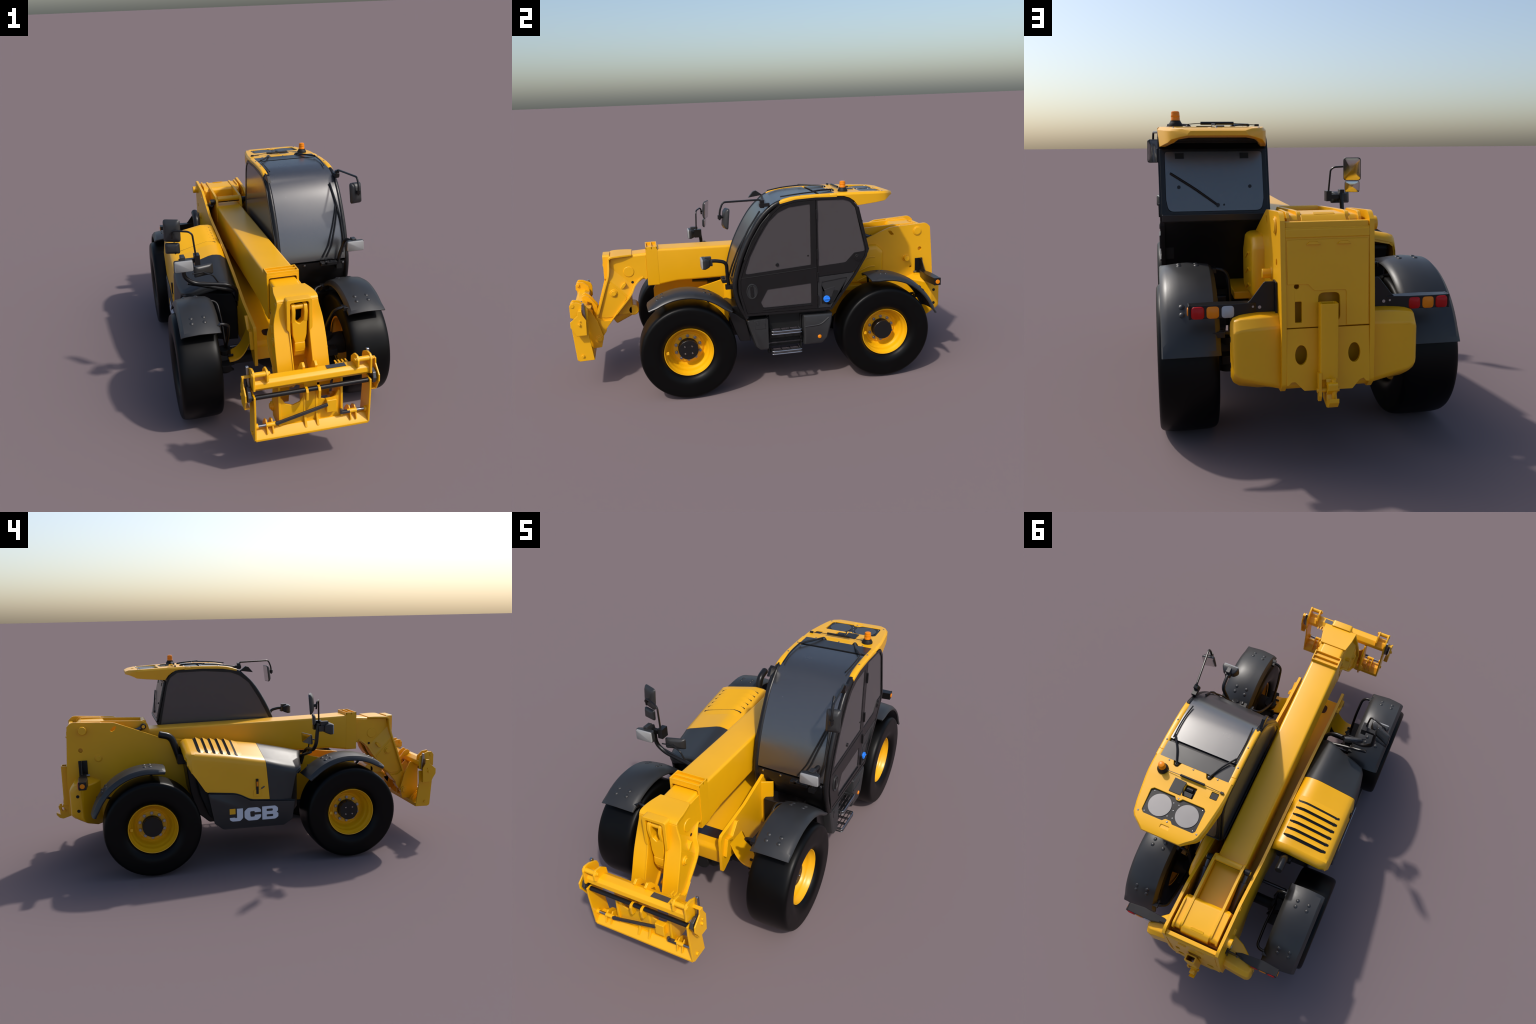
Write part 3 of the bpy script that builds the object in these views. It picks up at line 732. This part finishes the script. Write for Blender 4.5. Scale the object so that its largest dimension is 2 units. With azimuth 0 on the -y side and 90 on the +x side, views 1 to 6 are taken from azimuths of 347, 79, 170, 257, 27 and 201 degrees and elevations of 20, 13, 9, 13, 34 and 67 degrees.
# --- left and rear faces
lo = [(-.16, .43), (-.200, .56), (-.176, .660), (-.118, .764), (-.058, .860), (-.02, .895), (.02, .917), (.09, .930), (.2, .9345), (.345, .930, .02), (.378, .905, .02), (.397, .870), (.449, .650, .02), (.40, .55), (.30, .43)]
lg = rnd([(-.172, .600, .015), (-.159, .654), (-.103, .765), (-.048, .852), (.003, .892), (.05, .910), (.196, .922), (.335, .918, .02), (.374, .893, .02), (.392, .851), (.437, .640, .012), (.43, .60, .02)])
lf = make("side_frame", prism('x', lo, .0655, .078, [lg]), BLACK, cab, .002)
make("side_window", prism('x', lg, .068, .077), GLASS, lf)
a = math.atan2(.448 - .3985, .872 - .665)          # slope of the rear wall
def rear(geo):                                     # (x, 0, along) -> rear wall plane
    M = Matrix.Translation((0, .4505, .665)) @ Matrix.Rotation(a, 4, 'X')
    return xform(geo, M)
rg = rnd([(.096, .012, .02), (.393, .012, .02), (.400, .05), (.400, .205, .01), (.088, .205, .01), (.088, .05)])
make("tail_window_frame", rear(prism('y', [(.0735, -.005), (.416, -.005), (.416, .215), (.0735, .215)], -.004, .0055, [rg])), BLACK, cab, .002)
rw = make("tail_window", rear(prism('y', rg, -.004, .0075)), SCREEN, cab)
make("window_stud", rear(cat(cyl((.359, .0074, .090), (.359, .011, .090), .0055), cyl((.131, .0074, .090), (.131, .011, .090), .0055), cyl((.217, .0074, .031), (.217, .011, .031), .003))), BLACK, rw, .001)
make("window_wiper", rear(cat(tube([(.237, .012, .030), (.31, .014, .085), (.385, .013, .135)], .0035, .02, 8), cyl((.237, .007, .030), (.237, .015, .030), .006))), BLACK, rw)
make("window_catch", rear(cat(box(.340, .368, .0074, .009, .182, .200), box(.132, .160, .0074, .009, .182, .200))), MATT, rw)
make("window_sill", [prism('x', [(.449, .672), (.458, .668), (.452, .646), (.438, .640)], .0735, .415)], GREY, cab, .002)
make("engine_side_block", [box(.09, .385, -.05, .245, .24, .385)], MATT, cab, .006)
make("visor_lining", [box(.100, .388, .39, .47, .893, .914), box(.105, .383, .46, .53, .900, .914)], MATT, cab, .003)

# --- side tanks and steps under the cab
tank = make("side_tank", loft([[(x, p[0], p[1]) for p in rnd([(-.164 + i, .357), (-.059, .359), (-.059, .197 + i), (-.098, .197 + i, .02), (-.122 + i, .215 + i, .02)], .006)] for x, i in ((.20, .0), (.400, .0), (.412, .004), (.4155, .010))]), GREY, cab, .003)
make("tank_lid", prism('x', [(-.128, .354), (-.071, .357), (-.071, .310), (-.122, .308)], .412, .4172, r=.004), GREY, tank, .0012)
make("lid_latch", box(.4165, .419, -.116, -.104, .330, .346), GREY, tank, .001)
tank2 = make("battery_box", loft([[(x, p[0], p[1]) for p in rnd([(.117 + i, .359 - i), (.268 - i, .357 - i), (.262 - i, .31), (.242 - i, .235, .015), (.215 - i, .204 + i, .02), (.117 + i, .204 + i)], .006)] for x, i in ((.20, .0), (.405, .0), (.416, .003), (.4195, .009))]), GREY, cab, .003)
make("box_crease", tube([(.420, .125, .300), (.4205, .205, .304), (.420, .245, .338)], .003, .03, 6), GREY, tank2)
make("box_marker_lamp", lathe([(0.0001, .004), (.007, .0035), (.0095, .001), (.0105, -.002)], (.4195, .1975, .242), (1, 0, 0), 20), AMBER, tank2)
make("step_back", [box(.30, .375, -.06, .118, .20, .375), box(.37, .392, -.058, -.050, .17, .36), box(.37, .392, .106, .114, .17, .36)], MATT, cab, .003)
make("step_bolt", [cyl((.392, y, .225), (.398, y, .225), .003, n=8) for y in (-.054, .11)] + [box(.385, .392, -.05, .106, .222, .227)], DSTL, cab, stuff=True)
for z in (.281, .179):
    g = [tube([(.37, -.044, z), (.430, -.044, z), (.433, -.036, z), (.433, .094, z), (.430, .102, z), (.37, .102, z)], .0035, .01, 8),
         tube([(.37, -.044, z + .014), (.430, -.044, z + .014), (.433, -.036, z + .014), (.433, .094, z + .014), (.430, .102, z + .014), (.37, .102, z + .014)], .0035, .01, 8)]
    for k in range(4):
        y = -.036 + k * .0433
        g.append(box(.370, .433, y - .002, y + .002, z + .002, z + .013))
    for x in (.386, .402, .418):
        g.append(box(x - .0018, x + .0018, -.044, .102, z + .008, z + .013))
    make("step", g, STEEL, cab, stuff=True)
    make("step_edge", box(.4315, .4355, -.040, .098, z, z + .010), DSTL, cab, .0015)
make("fender_liner", [box(.13, .30, -.235, -.14, .25, .40), prism('x', [(-.246, .401, .01), (-.214, .391), (-.162, .349), (-.140, .244), (-.194, .247), (-.213, .292), (-.235, .36)], .22, .385)], BLACK, cab, .01)

# --- roof
RT = .9475
def roof_ring(y, hw, zt, zb, zc=None, ch=.009):
    h = hw
    zc = zb if zc is None else zc
    i1, i2 = h - .018, h - .040
    return [(CX - h, y, zb), (CX - h, y, zt - ch), (CX - h + ch * .9, y, zt), (CX + h - ch * .9, y, zt), (CX + h, y, zt - ch), (CX + h, y, zb), (CX + i1, y, zb), (CX + i2, y, zc), (CX - i2, y, zc), (CX - i1, y, zb)]
roof = make("roof", loft([roof_ring(.288, .1765, RT, .934), roof_ring(.33, .1765, RT - .0005, .9315), roof_ring(.36, .1755, RT - .001, .921, .925), roof_ring(.382, .1735, RT - .002, .905, .915), roof_ring(.400, .1715, RT - .003, .8815, .910), roof_ring(.44, .1660, RT - .0045, .884, .909),
                          roof_ring(.50, .157, RT - .0075, .8885, .9085), roof_ring(.545, .147, RT - .0095, .8930, .9085), roof_ring(.562, .137, RT - .011, .902, .909), roof_ring(.582, .112, RT - .013, .909, .910), roof_ring(.602, .088, .927, .9135, .9135)]), YEL, root, .003)
fanhole = rnd([(.361, .529, .006), (.366, .437, .008), (.355, .428, .006), (.262, .428), (.252, .440, .008), (.238, .440, .008), (.228, .428), (.133, .428, .006), (.123, .437, .006), (.123, .529, .006), (.131, .539, .006), (.222, .539), (.232, .528, .008), (.256, .528, .008), (.266, .539), (.350, .539, .006)])
cuts = [prism('z', fanhole, .934, .97), prism('z', [(.193, .365), (.240, .365), (.240, .414), (.193, .414)], .930, .97), prism('z', [(.101, .351), (.133, .351), (.133, .381), (.101, .381)], .938, .97, r=.004)]
for x in (.319, .1705):
    cuts.append(prism('z', [(x - .022, .28), (x + .022, .28), (x + .010, .309), (x - .010, .309)], .936, .97))
cuts.append(prism('z', [(.225, .553), (.263, .553), (.263, .568), (.225, .568)], .9335, .97, r=.004))
roof.modifiers.clear(); 
cut(roof, cuts)
roof.data.set_sharp_from_angle(angle=math.radians(30))
md = roof.modifiers.new("edge", 'BEVEL'); md.width = .002; md.segments = 2; md.limit_method = 'ANGLE'; md.angle_limit = math.radians(30)
make("speaker_tray", prism('z', inset(rnd(fanhole), -.001), .925, .9352), BLACK, roof)
for x in (.303, .182):
    make("speaker", cyl((x, .4845, .9345), (x, .4845, .9378), .0485, n=48), FAN, roof, .001)
make("tray_screw", [dome((x, y, .9350), (0, 0, 1), .0028, .002, 8, 2) for x, y in ((.350, .437), (.255, .455), (.255, .515), (.350, .530), (.232, .455), (.232, .515), (.135, .437), (.135, .530), (.243, .485))], STEEL, roof, stuff=True)
make("roof_screw", [dome((x, y, RT - .0005 - max(0, (y - .33)) * .045), (0, 0, 1), .0042, .003, 10, 3) for x, y in ((.355, .296), (.245, .296), (.135, .296), (.373, .537), (.114, .537), (.244, .537), (.245, .432))]
     + [dome((x, y, z), (0, 0, 1), .0042, .003, 10, 3) for x in (.081, .407) for y, z in ((.215, .9475), (.115, .9455))], STEEL, roof, stuff=True)
make("hatch_plate", prism('z', [(.245, .357), (.297, .355), (.297, .417), (.245, .417)], RT - .005, RT - .0005), BLACK, roof, .0008)
make("hatch_well", box(.192, .241, .364, .415, .925, .934), MATT, roof)
make("hatch_motor", [cyl((.205, .38, .940), (.232, .38, .940), .010), box(.200, .238, .392, .412, .932, .944), tube([(.244, .36, .952), (.246, .39, .953), (.236, .41, .951)], .003, .01, 6)], BLACK, roof, .001)
make("square_cap", prism('z', [(.102, .352), (.132, .352), (.132, .380), (.102, .380)], .939, .9435, r=.004), BLACK, roof, .001)
make("antenna_bar", [cyl((.280, .3415, .958), (.170, .3415, .958), .0052)], BLACK, roof, .001)
make("antenna_cable", [tube([(.345, .3415, .953), (.28, .3415, .958)], .0014, .01, 6), tube([(.17, .3415, .957), (.095, .3425, .952)], .0014, .01, 6), box(.086, .100, .3385, .3465, .948, .955)], BLACK, roof)
for s in (1, -1):
    x0, x1 = (.3935, .4210) if s > 0 else (.0670, .0945)
    rr = []
    for y, zb, zt in ((.292, .930, RT - .0004), (.264, .930, RT - .0002), (.2625, .931, RT - .0025), (.261, .930, RT - .0004), (.2, .930, .9475), (.12, .927, .9460), (.07, .920, .9415), (.04, .914, .935), (.016, .909, .9265)):
        rr.append([(p[0], y + (.0 if p[1] > (zb + zt) / 2 else .004), p[1]) for p in rnd([(x0, zb), (x1, zb), (x1, zt, .011), (x0, zt, .011)], .001, 4)])
    make("roof_rail", loft(rr), YEL, roof, sharp=40)
# roof wipers
make("roof_wiper", [tube([(.318, .302, .953), (.345, .24, .957), (.383, .184, .958)], .0042, .02, 8), tube([(.383, .20, .956), (.386, .14, .953), (.385, .09, .949), (.378, .03, .942)], .0032, .02, 8)], BLACK, roof)
make("roof_wiper", [tube([(.169, .300, .953), (.14, .24, .957), (.101, .184, .958)], .0042, .02, 8), tube([(.101, .20, .956), (.098, .14, .953), (.098, .09, .949), (.103, .02, .938)], .0032, .02, 8)], BLACK, roof)
make("wiper_pivot", [lathe([(.012, 0), (.011, .006), (.006, .013), (.0001, .014)], (x, .302, .941), (0, 0, 1), 14) for x in (.318, .1695)], BLACK, roof)
# beacon
bc = make("beacon", lathe([(.0001, 0), (.0235, 0), (.0235, .006), (.019, .014), (.0165, .018), (.0165, .020), (.0001, .020)], (.361, .3415, RT - .001), (0, 0, 1), 32), MATT, roof, sharp=35)
make("beacon_lens", lathe([(.0001, 0), (.0148, 0), (.0146, .010), (.0140, .011), (.0145, .012), (.0140, .022), (.0135, .023), (.0138, .024), (.0128, .029), (.009, .031), (.0001, .0315)], (.361, .3415, RT + .0185), (0, 0, 1), 32), AMBER, bc, sharp=50)
# mirror bracket, right mirror
make("mirror_bracket", [prism('y', [(.400, .900), (.418, .900), (.421, .938), (.402, .934)], -.075, -.055), box(.398, .420, -.078, -.03, .905, .922), cyl((.411, -.066, .900), (.411, -.066, .934), .008)], BLACK, cab, .002)
make("mirror_bracket", [prism('x', [(-.075, .905), (-.05, .935), (-.035, .94), (.0, .915)], .070, .085)], BLACK, cab, .002)
arm = make("mirror_arm", [tube([(.411, -.066, .905), (.411, -.069, .939), (.4385, -.252, .9425), (.441, -.268, .905), (.441, -.270, .862)], .0045, .014, 10), cyl((.441, -.27, .868), (.441, -.27, .885), .009), cyl((.441, -.268, .877), (.438, -.245, .874), .006)], BLACK, cab)
def mirror_head(cx, cy, cz, w, h, depth, yaw, lean=0.0):
    o = rnd([(-w, -h), (w, -h), (w, h), (-w, h)], min(w, h) * .35)
    rr = [[(p[0] * k, y, p[1] * k) for p in o] for y, k in ((0, .97), (-.003, 1), (-depth * .5, .95), (-depth, .72), (-depth * 1.15, .45))]
    M = Matrix.Translation((cx, cy, cz)) @ Matrix.Rotation(yaw, 4, 'Z') @ Matrix.Rotation(lean, 4, 'X')
    gl = [[(p[0] * k, y, p[1] * k) for p in o] for y, k in ((-.001, .93), (.0008, .93), (.0018, .75), (.0026, .5), (.0031, .25), (.0033, .02))]
    return xform(loft(rr), M), xform(loft(gl), M)
h, gl = mirror_head(.4365, -.2355, .866, .0290, .048, .018, .20, -.12)
mh = make("side_mirror", h, GREY, arm, sharp=50); make("mirror_glass", gl, MIRR, mh, sharp=60)
# right work lamp on its bent pipe
lp = make("lamp_pipe", [tube([(.353, -.232, .515), (.362, -.238, .57), (.388, -.243, .650), (.391, -.300, .662), (.392, -.335, .660)], .0085, .05, 12), box(.345, .372, -.250, -.215, .510, .530)], BLACK, cab)
def lamp_geo(x, y, z, w=.042, h=.024, d=.035):
    o = rnd([(-w, -h), (w, -h), (w * .96, h), (-w * .96, h)], .008)
    body = loft([[(x + p[0] * k, y + q, z + p[1] * k) for p in o] for q, k in ((0, 1), (.012, 1.0), (d * .8, .78), (d, .6))])
    lens = loft([[(x + p[0] * k, y + q, z + p[1] * k) for p in o] for q, k in ((.001, .95), (-.004, .94), (-.006, .88))])
    return body, lens
b, l = lamp_geo(.394, -.358, .655)
lb = make("work_lamp", [b, box(.384, .404, -.345, -.315, .668, .684), box(.38, .408, -.335, -.31, .640, .668)], GREY, lp, .002); make("lamp_lens", l, LENS, lb, sharp=60)

# ================================================================ ENGINE HOOD (left side)
# cross-section: x positions from the inner edge over the ridge to the outer side
def hood_row(y, shear=0.0, zb=.33, scale_out=1.0, dz=0.0, inx=-.1405, oux=-.3995):
    rz = interp(y, [(-.26, .511), (-.14, .540), (-.018, .5665), (.119, .586), (.30, .6045), (.36, .609)])     # ridge height
    sz = interp(y, [(-.26, .436), (-.178, .455), (-.016, .503), (.157, .536), (.327, .560), (.36, .562)])     # shoulder height
    iz = interp(y, [(-.26, .474), (-.018, .545), (.119, .570), (.30, .594), (.36, .600)])                     # inner edge height
    pts = [(inx, iz - .045), (inx, iz - .006), (inx - .006, iz)]
    pts += [(-.165, iz + (rz - iz) * .72), (-.185, rz - .0015), (-.205, rz), (-.225, rz - .0035)]
    for t in (.2, .4, .6, .8, .93):
        x = -.225 + (-.381 + .225) * t
        z = rz - .0035 + (sz + .012 - rz + .0035) * t
        pts.append((x, z))
    pts += [(oux + .0085, sz + .006), (oux + .002, sz - .006), (oux, sz - .022)]
    for t in (.25, .5, .75, 1.0):
        pts.append((oux - .008 * t, sz - .022 + (zb - sz + .022) * t))
    return [(p[0], y + shear * (.57 - p[1]), p[1] + dz) for p in pts]
def shell(rows, thick=.008):
    """closed thin shell from open rows: the inner side is offset towards the machine"""
    rings = []
    for r in rows:
        inner = [(x + thick * (1 if x < -.385 else 0), y, z - thick * (1 if x > -.39 else 0)) for x, y, z in r]
        rings.append(list(r) + inner[::-1])
    return loft(rings)
zb_y = [(-.04, .3215), (.06, .330), (.085, .342), (.108, .356), (.137, .3655), (.268, .379), (.279, .386), (.318, .448), (.336, .474), (.350, .520), (.3545, .542)]
ys = [-.0185, .0, .03, .06, .075, .09, .108, .12, .137, .18, .22, .268, .279, .29, .305, .318, .328, .336]
rows = [hood_row(y, -.075 * max(0, 1 - (y + .0185) / .08), interp(y, zb_y)) for y in ys]
# rear rim: a chamfer that is widest on top and runs out down the side
A = hood_row(.338, 0, .476)
def rim(w):
    r = []
    for k, (x, y, z) in enumerate(A):
        if x > -.383:   r.append((x, .338 + .028 * w, z - .018 * w * w))
        elif z > .53:   r.append((x + .004 * w, .338 + .020 * w, z - .016 * w))
        else:           r.append((x + .003 * w, .338 + .018 * w * (z - .476) / .06, z))
    return r
rows += [A, rim(.5), rim(1.0)]
rows.append([(x, y + .002, z - .010 if z > .5 else z) for x, y, z in rim(1.0)])
hood = make("engine_hood", shell(rows), YEL, root, sharp=40)
# dark front part of the hood
def front_shift(p):            # plan line of the nose: slants back towards the outer side, leans back below
    x, z = p[0], p[2]
    y = interp(-x, [(.14, -.268), (.175, -.258), (.217, -.242), (.27, -.225), (.33, -.214), (.37, -.206), (.39, -.194), (.40, -.182)])
    return y + max(0, .45 - z) * .24
frows = []
r0 = hood_row(-.020, -.075, .3205)
for t in (0, .12, .25, .4, .55, .7, .85, .94, 1.0):
    r = []
    for k, a_ in enumerate(r0):
        z_end = hood_row(-.21, 0, .306)[k]
        yk = a_[1] * (1 - t) + front_shift(z_end) * t
        q = hood_row(yk if t > 0 else -.020, 0, .3205 + (.306 - .3205) * t)[k]
        z = q[2] if t > 0 else a_[2]
        r.append((q[0] + (.010 * max(0, t - .6) / .4 if q[0] < -.39 else 0), yk, z))
    frows.append(r)
last = frows[-1]
for fwd, dz, dx in ((.004, .006, .005), (.005, .016, .010), (.003, .028, .015)):
    r = []
    for k, p in enumerate(last):
        top = 1.0 if k <= 10 else (.6 if k <= 12 else .15 if k == 13 else 0)
        side = 0 if k <= 10 else (.5 if k <= 12 else 1.0)
        r.append((p[0] + dx * side, p[1] - fwd + .3 * dx * side * (1 if k > 13 else .6), p[2] - dz * top))
    frows.append(r)
hf = make("hood_nose", shell(frows), GREY, root, sharp=50)
# engine bay filler behind the skin
bay_side = [(.335, .535), (.340, .52), (.325, .497), (.30, .36), (.26, .254), (.22, .215), (-.10, .205), (-.13, .30), (-.155, .40), (-.15, .42), (-.01, .46), (.16, .50)]
make("engine_bay", prism('x', bay_side, -.375, -.137), MATT, hood, .006)
make("engine_bay_block", [loft([[(x, y, z) for x, y in ((-.140, -.246), (-.20, -.236), (-.27, -.200), (-.31, -.150), (-.31, -.10), (-.14, -.10))] for z in (.215, .33, .45)])], MATT, hood, .004)
make("radiator_cowl", prism('x', [(.350, .545), (.356, .51), (.350, .459), (.339, .363), (.307, .253), (.249, .202), (.2, .202), (.25, .38), (.30, .46), (.335, .545)], -.312, -.15), BLACK, hood, .006)
# lower side skirt with the lettering
sk = [(.268, .3725, .004), (.135, .3605), (.106, .351), (.06, .325), (-.037, .3155), (-.166, .306, .004), (-.152, .215, .02), (-.108, .186, .02), (.197, .188, .03), (.240, .222, .02), (.262, .345)]
skirt = make("side_skirt", loft([[(x, C_ + (p[0] - C_) * k, z_ + (p[1] - z_) * k) for p in rnd(sk, .008)] for C_, z_ in ((.05, .275),) for x, k in ((-.17, .97), (-.380, .985), (-.4075, 1.0), (-.4115, .995), (-.4135, .970))]), GREY, hood, sharp=30)
make("skirt_bead", tube([(-.4085, .262, .3765), (-.4085, .137, .3645), (-.4085, .107, .354), (-.4085, .06, .328), (-.4085, -.037, .3185), (-.4085, -.165, .309)], .0035, .02, 6), BLACK, hood)
# ---- lettering (block capitals, drawn as strokes), reading direction -y
def letter(name, loops, y0, z0, w, hgt, mat, holes=()):
    f = lambda pts: [(y0 - u * w, z0 + v * hgt) for u, v in pts]
    make(name, prism('x', rnd(f(loops), 0), -.4150, -.4130, [f(h_) for h_ in holes]), mat, skirt)
J = rnd([(.55, 1), (1, 1), (1, .22, .22), (.78, 0, .2), (.2, 0, .2), (0, .12, .15), (0, .30), (.40, .30), (.40, .26, .03), (.55, .26, .04)], 0)
Cc = rnd([(0, .24, .22), (.22, 0, .2), (.8, 0, .2), (1, .2, .2), (1, .42), (.62, .42), (.62, .28, .06), (.36, .28, .08), (.34, .72, .08), (.62, .72, .06), (.62, .62), (1, .62), (1, .82, .2), (.8, 1, .2), (.22, 1, .2), (0, .76, .22)], 0)
B = rnd([(0, 0), (.82, 0, .16), (1, .16, .15), (1, .42, .1), (.88, .52, .04), (.98, .6, .08), (.98, .84, .14), (.82, 1, .15), (0, 1)], 0)
Bh1 = rnd([(.27, .20), (.68, .20), (.68, .38), (.27, .38)], .06); Bh2 = rnd([(.27, .62), (.66, .62), (.66, .80), (.27, .80)], .06)
letter("letter", J, .1655, .2265, .0655, .0625, LETW)
letter("letter", Cc, .0925, .2245, .0825, .0645, LETW)
letter("letter", B, .0035, .2235, .081, .0665, LETW, [Bh1, Bh2])
make("logo_square", prism('x', [(.1655, .290), (.137, .290), (.137, .2625), (.1655, .2625)], -.4150, -.4130), YEL, skirt)
# hood latch
la = make("hood_latch", [prism('x', [(.030, .354), (.018, .354), (.018, .429), (.030, .429)], -.4100, -.4030, r=.002)], BLACK, hood, .0006)
make("latch_reflector", prism('x', [(.0285, .392), (.0195, .392), (.0195, .416), (.0285, .416)], -.4110, -.4097), AMBER, la)
make("latch_pocket", prism('x', [(.045, .341), (.0, .341), (.004, .375), (.041, .375)], -.4088, -.4030, r=.006), YEL, hood, .0008)
make("latch_lock", [xform(box(-.0012, .0012, -.010, .010, -.003, .003), Matrix.Translation((-.4075, -.004, .384)) @ Matrix.Rotation(-.6, 4, 'X'))], DSTL, hood, .0008)
# louvres: six wedge fins whose open rear edge shows a dark slot
def top_line(y):
    r = hood_row(y, 0, .4)
    return r[3:12]
slot_y = [.292 - .036 * k for k in range(6)]
for k, y in enumerate(slot_y):
    rings = []
    T0, T1, T2 = top_line(y - .033), top_line(y), top_line(y)
    n = len(T0)
    for j in range(n):
        e = 0 if j in (0, n - 1) else (1.0 if 1 < j < n - 2 else .85)
        h = .0125 * e if k < 5 else .005 * e
        p0, p1 = T0[j], T1[j]
        rings.append([(p0[0], p0[1], p0[2] - .001), (p1[0], p1[1], p1[2] + h + .0008), (p1[0], p1[1] - .002, p1[2] + h - .002), (p1[0], p1[1] - .004, p1[2] - .003)])
    make("louvre_fin", loft(rings), YEL, hood, sharp=25)
    rings = []
    for j in range(n):
        e = 0 if j in (0, n - 1) else 1
        p1 = T1[j]; q = top_line(y + .0120)[j]
        rings.append([(p1[0], p1[1] - .003, p1[2] + .0015), (p1[0], p1[1] - .003, p1[2] + (.0105 * e if k < 5 else .0035 * e)), (q[0], q[1] - .006 * (1 - e), q[2] + .0012), (q[0], q[1] - .006 * (1 - e), q[2] - .002)])
    make("louvre_slot", loft(rings), MATT, hood, sharp=25)
# exhaust behind the hood
ex = make("exhaust", [tube([(-.214, .372, .505), (-.214, .388, .560), (-.214, .412, .628), (-.214, .470, .642)], .0175, .05, 16), box(-.240, -.185, .345, .388, .49, .54)], BLACK, root, .004)
make("exhaust_end", cyl((-.214, .4705, .6421), (-.214, .4712, .6423), .0150), MATT, ex)

# ---- left mirror and lamp cluster on the bent pipe
pipe = make("mirror_pipe", [tube([(-.143, -.275, .43), (-.146, -.292, .490), (-.185, -.300, .520), (-.335, -.284, .540), (-.378, -.286, .575), (-.376, -.292, .640), (-.376, -.300, .675)], .0095, .04, 12),
                            tube([(-.15, -.262, .47), (-.36, -.262, .535)], .0075, .01, 10),
                            box(-.330, -.306, -.330, -.290, .640, .685), box(-.395, -.318, -.318, -.300, .650, .668)], BLACK, root)
ar = make("mirror_arm", [tube([(-.321, -.318, .670), (-.330, -.313, .778), (-.345, -.308, .790), (-.405, -.284, .793), (-.415, -.276, .785), (-.415, -.274, .755)], .0042, .012, 10), cyl((-.415, -.278, .775), (-.411, -.256, .772), .0075)], BLACK, pipe)
h, gl = mirror_head(-.4085, -.2440, .7820, .0385, .0505, .016, -.40, -.08)
a1 = make("side_mirror", h, GREY, ar, sharp=50); make("mirror_glass", gl, MIRR, a1, sharp=60)
h, gl = mirror_head(-.4125, -.2545, .7055, .0325, .0250, .014, -.27, -.05)
a2 = make("side_mirror", h, GREY, ar, sharp=50); make("mirror_glass", gl, MIRR, a2, sharp=60)
h, gl = mirror_head(-.2870, -.2640, .590, .0470, .0255, .014, .28, -.08)
a3 = make("side_mirror", h, GREY, pipe, sharp=50); make("mirror_glass", gl, MIRR, a3, sharp=60)
make("mirror_stalk", [tube([(-.286, -.285, .585), (-.25, -.292, .572), (-.225, -.293, .530)], .0035, .01, 8), tube([(-.286, -.283, .588), (-.34, -.295, .59)], .003, .01, 8)], BLACK, pipe)
b, l = lamp_geo(-.382, -.357, .653, .043, .026)
lb = make("work_lamp", [b, box(-.392, -.372, -.345, -.305, .664, .690), box(-.396, -.368, -.33, -.295, .640, .668)], GREY, pipe, .002); make("lamp_lens", l, LENS, lb, sharp=60)

# ---- keep the hierarchy at thing > part > sub-part: a sub-part that carries pieces of its own becomes a part
def depth(o):
    d = 0
    while o.parent is not None:
        o = o.parent; d += 1
    return d
for _ in range(4):
    for o in list(bpy.context.scene.objects):
        if depth(o) >= 2 and len(o.children) > 0:
            o.parent = root
